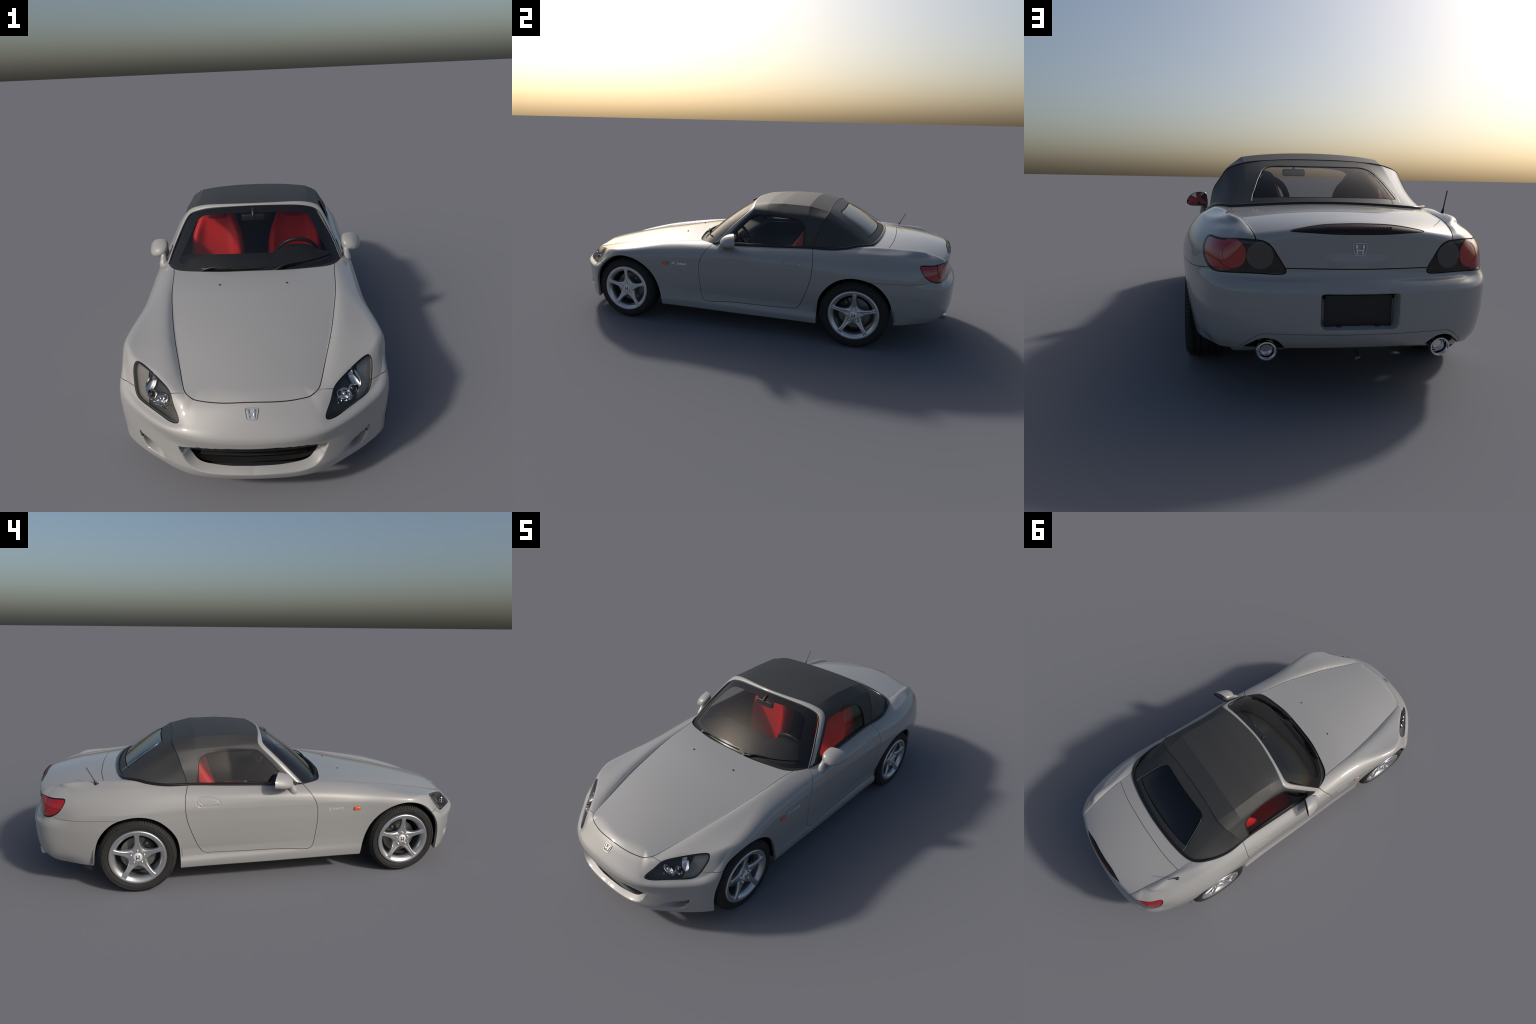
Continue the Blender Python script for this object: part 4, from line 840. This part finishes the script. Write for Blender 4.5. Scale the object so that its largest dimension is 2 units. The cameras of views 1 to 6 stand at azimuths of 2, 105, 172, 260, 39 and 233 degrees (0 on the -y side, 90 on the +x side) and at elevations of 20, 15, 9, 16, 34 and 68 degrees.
# ------------------------------------------------------------------ badges, lamps and small parts on the skin
def frame_at(p, n, up):
    n = Vector(n).normalized(); u = (Vector(up) - n * Vector(up).dot(n)).normalized(); r = u.cross(n).normalized()
    return Matrix(((r.x, u.x, n.x, p[0]), (r.y, u.y, n.y, p[1]), (r.z, u.z, n.z, p[2]), (0, 0, 0, 1)))
def emblem(origin, direction, up, size):
    """Chrome badge: a letter inside a rounded frame, narrower at the foot."""
    p, n = on_body(origin, direction); M = frame_at(np.array(p) + np.array(n) * .0006, n, up); k = size
    ring_o = curve(np.array([(-.50, .36), (-.44, .42), (.44, .42), (.50, .36), (.46, -.1), (.40, -.36), (.33, -.42), (-.33, -.42), (-.40, -.36), (-.46, -.1)]), 90, closed=True) * k
    sec = [(-.0010, 0), (-.0006, .0016), (.0006, .0016), (.0010, 0)]
    t = np.roll(ring_o, -1, 0) - np.roll(ring_o, 1, 0); t /= np.linalg.norm(t, axis=1)[:, None]; nrm = np.stack([t[:, 1], -t[:, 0]], -1)
    G = np.stack([np.c_[ring_o + nrm * a, np.full(90, h)] for a, h in sec], 1); E = None
    obs = [("emblem", G.reshape(-1, 3), [tuple(f) for f in grid_faces(90, 4, True, True)])]
    def bar(pts):  # straight stroke with chamfered top
        q = np.array(pts) * k; c0 = q.mean(0); top = c0 + (q - c0) * .78; V = np.vstack([np.c_[q, np.zeros(4)], np.c_[q, np.full(4, .0012)], np.c_[top, np.full(4, .0022)]])
        F = [(8, 9, 10, 11)] + [(a + i, a + (i + 1) % 4, a + 4 + (i + 1) % 4, a + 4 + i) for a in (0, 4) for i in range(4)]; return V, F
    strokes = [[(-.34, .34), (-.20, .34), (-.13, -.34), (-.27, -.34)][::-1], [(.20, .34), (.34, .34), (.27, -.34), (.13, -.34)][::-1], [(-.17, .0), (.17, .0), (.15, -.13), (-.15, -.13)][::-1]]
    for st in strokes: V, F = bar(st); obs.append(("emblem_letter", V, F))
    for nm, V, F in obs:
        W = np.array([M @ Vector(v) for v in V]); o = add_mesh(nm, W, F, CHROME, E, smooth_angle=30); E = E or o
emblem((0.0001, -1.2, .287 + .15), (0, .85, -.52), (0, .6, .8), .034)
emblem((0.0001, 1.2, .3875), (0, -1, 0), (0, 0, 1), .0325)

def badge_text(s):
    """Raised chrome lettering on the front fender, drawn with the built-in font."""
    for txt, y0, size in (("S", -.3585, .0150), ("2000", -.3330, .0128)):
        cu = bpy.data.curves.new("fender_badge", "FONT"); cu.body = txt; cu.size = size; cu.extrude = .0007; cu.bevel_depth = .0002; cu.shear = .35; cu.space_character = 1.22; cu.offset = .0003
        tmp = bpy.data.objects.new("fender_badge", cu); bpy.context.scene.collection.objects.link(tmp); bpy.context.view_layer.update()
        me = bpy.data.meshes.new_from_object(tmp.evaluated_get(bpy.context.evaluated_depsgraph_get())); bpy.data.objects.remove(tmp); bpy.data.curves.remove(cu)
        me.materials.clear(); me.materials.append(BADGE); co = np.empty(len(me.vertices) * 3); me.vertices.foreach_get("co", co); co = co.reshape(-1, 3)
        co[:, 0] *= 1.62; L = co[:, 0].max()
        yy = (y0 + co[:, 0]) if s > 0 else None
        if s < 0:
            start = -.2595 if txt == "S" else -.2790; yy = start - co[:, 0]
        zz = .3130 + co[:, 1]; xs = []
        for y, z in zip(yy, zz): xs.append(on_body((.6, y, z), (-1, 0, 0))[0][0])
        V = np.c_[s * (np.array(xs) + .0010 + co[:, 2]), yy, zz]; me.vertices.foreach_set("co", V.ravel()); me.update()
        o = bpy.data.objects.new("fender_badge", me); bpy.context.scene.collection.objects.link(o); o.parent = ROOT
for s in (1, -1):
    badge_text(s)
    p, n = on_body((.6, -.3937, .3143), (-1, 0, 0)); o = rounded_box("side_marker", (.006, .0295, .0132), (0, 0, 0), AMBER, r=.0026, seg=3)
    o.data.transform(Matrix.Translation((s * (p[0] + .0006), p[1], p[2])) @ Matrix.Rotation(-s * math.asin(max(-.3, min(.3, n[1]))) * 0, 4, 'Z'))
    sb = rounded_box("marker_bezel", (.004, .0320, .0155), (s * (p[0] - .0004), p[1], p[2]), BLACK, o, r=.0018, seg=2)
    pk, nk = on_body((.6, .2884, .3712), (-1, 0, 0)); k = lathe([(.0004, .0016), (.0024, .0014), (.0032, .0006), (.0034, -.002)], 20); k = k * [s, 1, 1] + [s * pk[0], .2884, .3715]
    add_grid("key_lock", k, CHROME, wrap_a=True, flip=(s < 0))
for x in (-.121, .121):
    p, n = on_body((.121, -.394, .6), (0, 0, -1))
    o = rounded_box("washer_nozzle", (.009, .010, .005), (x, -.394, p[2] + .0015), BLACK, r=.0018, seg=2, taper=(.5, .5))
p, n = on_body((.3205, .703, .6), (0, 0, -1)); ab = np.array([-.3205, .703, p[2]]); tip = np.array([-.315, .7387, .5229]); dr = (tip - ab) / np.linalg.norm(tip - ab)
A = add_tube("antenna", np.array([ab, ab + dr * .006, ab + dr * .014, ab + dr * .020, ab + dr * .05, tip - dr * .004, tip]), np.array([.0048, .0046, .0032, .0019, .0016, .0016, .0018]), BLACK, n=12)
add_grid("antenna_base", (lathe([(.0004, .004), (.005, .0035), (.0072, .0015), (.0082, -.003)], 24)[..., [1, 2, 0]] * [1, 1.3, 1]) + ab, BLACK, A, wrap_a=True)
# ------------------------------------------------------------------ interior
def solid_box(name, lo, hi, mat, r=.006, parent=None):
    lo, hi = np.array(lo), np.array(hi); return rounded_box(name, tuple(hi - lo), tuple((hi + lo) / 2), mat, parent, r=r, seg=2)
solid_box("cabin_floor", (-.345, -.30, .122), (.345, .37, .140), CARPET)
solid_box("rear_bulkhead", (-.335, .362, .13), (.335, .385, .445), PLASTIC)
solid_box("parcel_shelf", (-.325, .375, .425), (.325, .60, .437), PLASTIC)
solid_box("firewall", (-.335, -.315, .13), (.335, -.295, .40), DARK)
for s in (1, -1):
    solid_box("door_card", (s * .340 - .008, -.14, .15), (s * .340 + .008, .33, .408), PLASTIC)
    solid_box("door_trim_insert", (s * .3305 - .004, -.10, .18), (s * .3305 + .004, .30, .345), PLASTIC, r=.003)
    solid_box("door_armrest", (s * .335 - .018, -.06, .285), (s * .335 + .018, .22, .312), PLASTIC, r=.008)
    add_tube("sill_belt", np.array([(s * .343, -.12, .426), (s * .341, .10, .434), (s * .341, .30, .438)]), .007, BLACK, n=8)
# dashboard: a long rounded shelf with an instrument hood in front of the driver
x = np.linspace(-.335, .335, 121); hood = .026 * np.exp(-((x - .178) / .078) ** 4) ; side_drop = -.012 * smooth(.27, .335, np.abs(x))
sec = [(-.235, .412, 0), (-.19, .424, .1), (-.14, .429, .45), (-.105, .4295, .9), (-.085, .427, 1), (-.076, .420, 1), (-.074, .408, .9), (-.082, .385, .3), (-.095, .34, 0), (-.105, .29, 0), (-.14, .25, 0)]
sp = Spline(np.arange(len(sec)), np.array(sec)); ss = sp(np.linspace(0, len(sec) - 1, 60))
G = np.stack([np.stack([x, a + .012 * (x / .3) ** 2 * (a > -.12) - .018 * np.exp(-((x - .178) / .085) ** 4) * 0 + .018 * np.clip(h, 0, 1) * (hood / .026), b + hood * h + side_drop], -1) for a, b, h in ss], 1)
add_grid("dashboard", G, PLASTIC, smooth_angle=60)
solid_box("centre_stack", (-.062, -.10, .24), (.062, -.062, .405), PLASTIC, r=.012)
solid_box("radio_panel", (-.050, -.064, .335), (.050, -.056, .385), GLOSS_BLACK, r=.003)
solid_box("glove_box", (-.30, -.094, .29), (-.08, -.086, .37), PLASTIC, r=.006)
for xx in (-.035, 0, .035):
    add_tube("climate_knob", np.array([(xx, -.062, .31), (xx, -.050, .31)]), .0095, SILVER_TRIM, n=20)
# tunnel console, gear lever, hand brake
xs = np.linspace(-1, 1, 17); cons = []
for yy, ww, hh in ((-.09, .062, .30), (-.03, .060, .272), (.05, .056, .265), (.14, .055, .270), (.22, .056, .288), (.30, .058, .305), (.365, .060, .33)):
    cons.append([(ww * u, yy, .14 + (hh - .14) * (1 - abs(u) ** 5)) for u in xs])
cons = np.array(cons); cs_ = Spline([-.09, -.03, .05, .14, .22, .30, .365], cons.reshape(7, -1)); cg = cs_(np.linspace(-.09, .365, 40)).reshape(40, 17, 3)
add_grid("centre_console", cg, PLASTIC, smooth_angle=50, flip=True)
add_tube("gear_lever", np.array([(.0, .045, .262), (.0, .042, .30), (.0, .040, .318)]), np.array([.013, .005, .004]), BLACK, n=14)
bmk = bmesh.new(); bmesh.ops.create_uvsphere(bmk, u_segments=20, v_segments=14, radius=.0125); me = bpy.data.meshes.new("gear_knob"); bmk.to_mesh(me); bmk.free()
me.transform(Matrix.Translation((0, .039, .330))); me.polygons.foreach_set("use_smooth", np.ones(len(me.polygons), bool)); me.materials.append(SILVER_TRIM); o = bpy.data.objects.new("gear_knob", me); bpy.context.scene.collection.objects.link(o); o.parent = ROOT
add_tube("hand_brake", np.array([(.030, .19, .272), (.030, .14, .290), (.030, .10, .300)]), np.array([.008, .0075, .009]), BLACK, n=12)
solid_box("console_tray", (-.030, .19, .275), (.022, .27, .300), BLACK, r=.006)
# steering wheel
c0 = np.array([.180, -.048, .405]); nrm = np.array([0, .90, .43]); nrm /= np.linalg.norm(nrm); ua = np.array([1.0, 0, 0]); ub = np.cross(nrm, ua)
a = np.linspace(0, 2 * np.pi, 65); pth = c0 + .0865 * (np.cos(a)[:, None] * ua + np.sin(a)[:, None] * ub)
tor = []
for k in range(64):
    rd = np.cos(a[k]) * ua + np.sin(a[k]) * ub; th = np.linspace(0, 2 * np.pi, 12, endpoint=False); tor.append(c0 + rd * .0865 + .0078 * (np.cos(th)[:, None] * rd + np.sin(th)[:, None] * nrm))
SW = add_grid("steering_wheel", np.array(tor), BLACK, wrap_a=True, wrap_b=True, smooth_angle=60)
for ang in (0, 180, 270 - 0):
    t = np.radians(ang if ang != 270 else (270 if ub[2] > 0 else 90)); rd = np.cos(t) * ua + np.sin(t) * ub
    add_tube("wheel_spoke", np.array([c0 - nrm * .012, c0 + rd * .03 - nrm * .012, c0 + rd * .06 - nrm * .006, c0 + rd * .084]), np.array([.013, .012, .009, .008]), BLACK, SW, n=10, squash=(1, .55))
dd = lathe([(.0004, .012), (.018, .011), (.026, .006), (.028, -.006), (.022, -.02), (.016, -.09)], 30); Bm = np.stack([nrm, ua, ub], 0); add_grid("airbag_cover", dd @ Bm + c0 - nrm * .012, BLACK, SW, wrap_a=True)
# rear-view mirror
RV = rounded_box("rear_view_mirror", (.098, .018, .030), (0, -.052, .5735), BLACK, r=.008, seg=4); rounded_box("mirror_face", (.088, .002, .024), (0, -.0425, .5735), bpy.data.materials["mirror_silver"], RV, r=.0008, seg=1)
add_tube("mirror_stem", np.array([(0, -.062, .578), (0, -.058, .595), (0, -.035, .606)]), .006, BLACK, RV, n=10)
solid_box("sun_visor", (-.21, .0, .594), (-.05, .06, .601), BLACK, r=.003); solid_box("sun_visor", (.05, .0, .594), (.21, .06, .601), BLACK, r=.003)
# seats: cushion and back lofted from cross-sections with raised bolsters
def seat_shell(sections, n=48):
    """Closed loft; every section: (centre yz, half width, half thickness, bolster height, direction of the front face)."""
    rows = []
    for (cy, cz, hw, ht, bol, fy, fz) in sections:
        t = np.linspace(0, 2 * np.pi, n, endpoint=False); cx, sn = np.cos(t), np.sin(t)
        px = hw * np.sign(cx) * np.abs(cx) ** .55; pt = ht * np.sign(sn) * np.abs(sn) ** .6
        front = sn > 0; pt = pt + np.where(front, bol * smooth(.52, .88, np.abs(px) / hw) - bol * .25 * (1 - smooth(.3, .7, np.abs(px) / hw)), 0) * (np.abs(sn) ** .4)
        f = np.array([0, fy, fz]); f /= np.linalg.norm(f); rows.append(np.array([0, cy, cz]) + px[:, None] * np.array([1.0, 0, 0]) + pt[:, None] * f)
    return np.array(rows)
def closed_loft(name, rows, mat, parent, sub=5):
    m = rows.shape[0]; f = Spline(np.arange(m), rows.reshape(m, -1)); g = f(np.linspace(0, m - 1, (m - 1) * sub + 1)).reshape(-1, rows.shape[1], 3)
    n, k = g.shape[:2]; F = [tuple(q) for q in grid_faces(n, k, False, True)] + [tuple(range(k))[::-1], tuple(range((n - 1) * k, n * k))]
    bm = bmesh.new(); vs = [bm.verts.new(v) for v in g.reshape(-1, 3)]
    for q in F: bm.faces.new([vs[i] for i in q])
    bmesh.ops.recalc_face_normals(bm, faces=bm.faces[:]); me = bpy.data.meshes.new(name); bm.to_mesh(me); bm.free()
    me.polygons.foreach_set("use_smooth", np.ones(len(me.polygons), bool)); me.set_sharp_from_angle(angle=math.radians(60)); me.materials.append(mat)
    o = bpy.data.objects.new(name, me); bpy.context.scene.collection.objects.link(o); o.parent = parent; return o
for s in (1, -1):
    S = bpy.data.objects.new("seat", None); bpy.context.scene.collection.objects.link(S); S.parent = ROOT; S.location = (s * .184, 0, 0)
    back_rows = seat_shell([(.205, .205, .098, .010, .004, -1, .22), (.212, .225, .112, .026, .016, -1, .22), (.228, .28, .120, .030, .030, -1, .24), (.244, .34, .120, .030, .034, -1, .26), (.262, .40, .113, .029, .030, -1, .28), (.278, .445, .098, .027, .018, -1, .28),
                            (.292, .485, .082, .025, .006, -1, .26), (.303, .520, .068, .023, .002, -1, .22), (.311, .548, .058, .021, 0, -1, .2), (.316, .566, .045, .015, 0, -1, .2), (.317, .573, .028, .006, 0, -1, .2)])
    back_rows[..., 0] *= 1.05
    closed_loft("seat_back", back_rows, RED, S)
    shell_rows = back_rows.copy(); shell_rows[..., 0] *= .93; shell_rows[..., 1] += .0145; shell_rows[..., 2] = (shell_rows[..., 2] - .2) * .985 + .2
    closed_loft("seat_back_shell", shell_rows, BLACK, S)
    cush = seat_shell([(-.045, .205, .095, .010, 0, .1, 1), (-.035, .212, .112, .030, .006, .1, 1), (.02, .215, .120, .036, .020, .0, 1), (.09, .205, .121, .036, .026, -.05, 1), (.16, .195, .118, .034, .026, -.1, 1), (.22, .19, .112, .030, .018, -.1, 1), (.24, .19, .100, .012, .006, -.1, 1)])
    closed_loft("seat_cushion", cush, RED, S)
    hr = seat_shell([(.288, .478, .040, .004, 0, -1, .22), (.290, .490, .048, .016, 0, -1, .22), (.298, .518, .050, .018, 0, -1, .2), (.305, .542, .044, .016, 0, -1, .2), (.309, .553, .030, .006, 0, -1, .2)]); hr[..., 1] -= .012
    closed_loft("head_pad", hr, material("red_leather_shade", (.36, .010, .012), rough=.55) if s > 0 else bpy.data.materials["red_leather_shade"], S)
    solid_box("seat_base", (-.10, -.03, .138), (.10, .22, .19), DARK, parent=S)
    # roll hoop behind the seat
    hoop = np.array([(s * .075, .352, .40), (s * .082, .350, .47), (s * .105, .348, .525), (s * .15, .347, .548), (s * .21, .347, .548), (s * .255, .348, .522), (s * .277, .350, .465), (s * .283, .352, .40)])
    add_tube("roll_hoop", curve(hoop, 50), .011, BLACK, n=12)
add_tube("roof_bow", np.array([(-.255, .16, .592), (-.2, .16, .611), (0, .16, .622), (.2, .16, .611), (.255, .16, .592)]), .006, BLACK)
add_tube("roof_bow", np.array([(-.262, .293, .585), (-.2, .293, .609), (0, .293, .620), (.2, .293, .609), (.262, .293, .585)]), .006, BLACK)
# black lining right under the cloth, so the roof is dark from inside
lin = roof_grid[:, :58] - np.array([0, 0, .007]); add_grid("headlining", np.concatenate([lin[:, ::-1] * [-1, 1, 1], lin[:, 1:]], 1), DARK, smooth_angle=60)
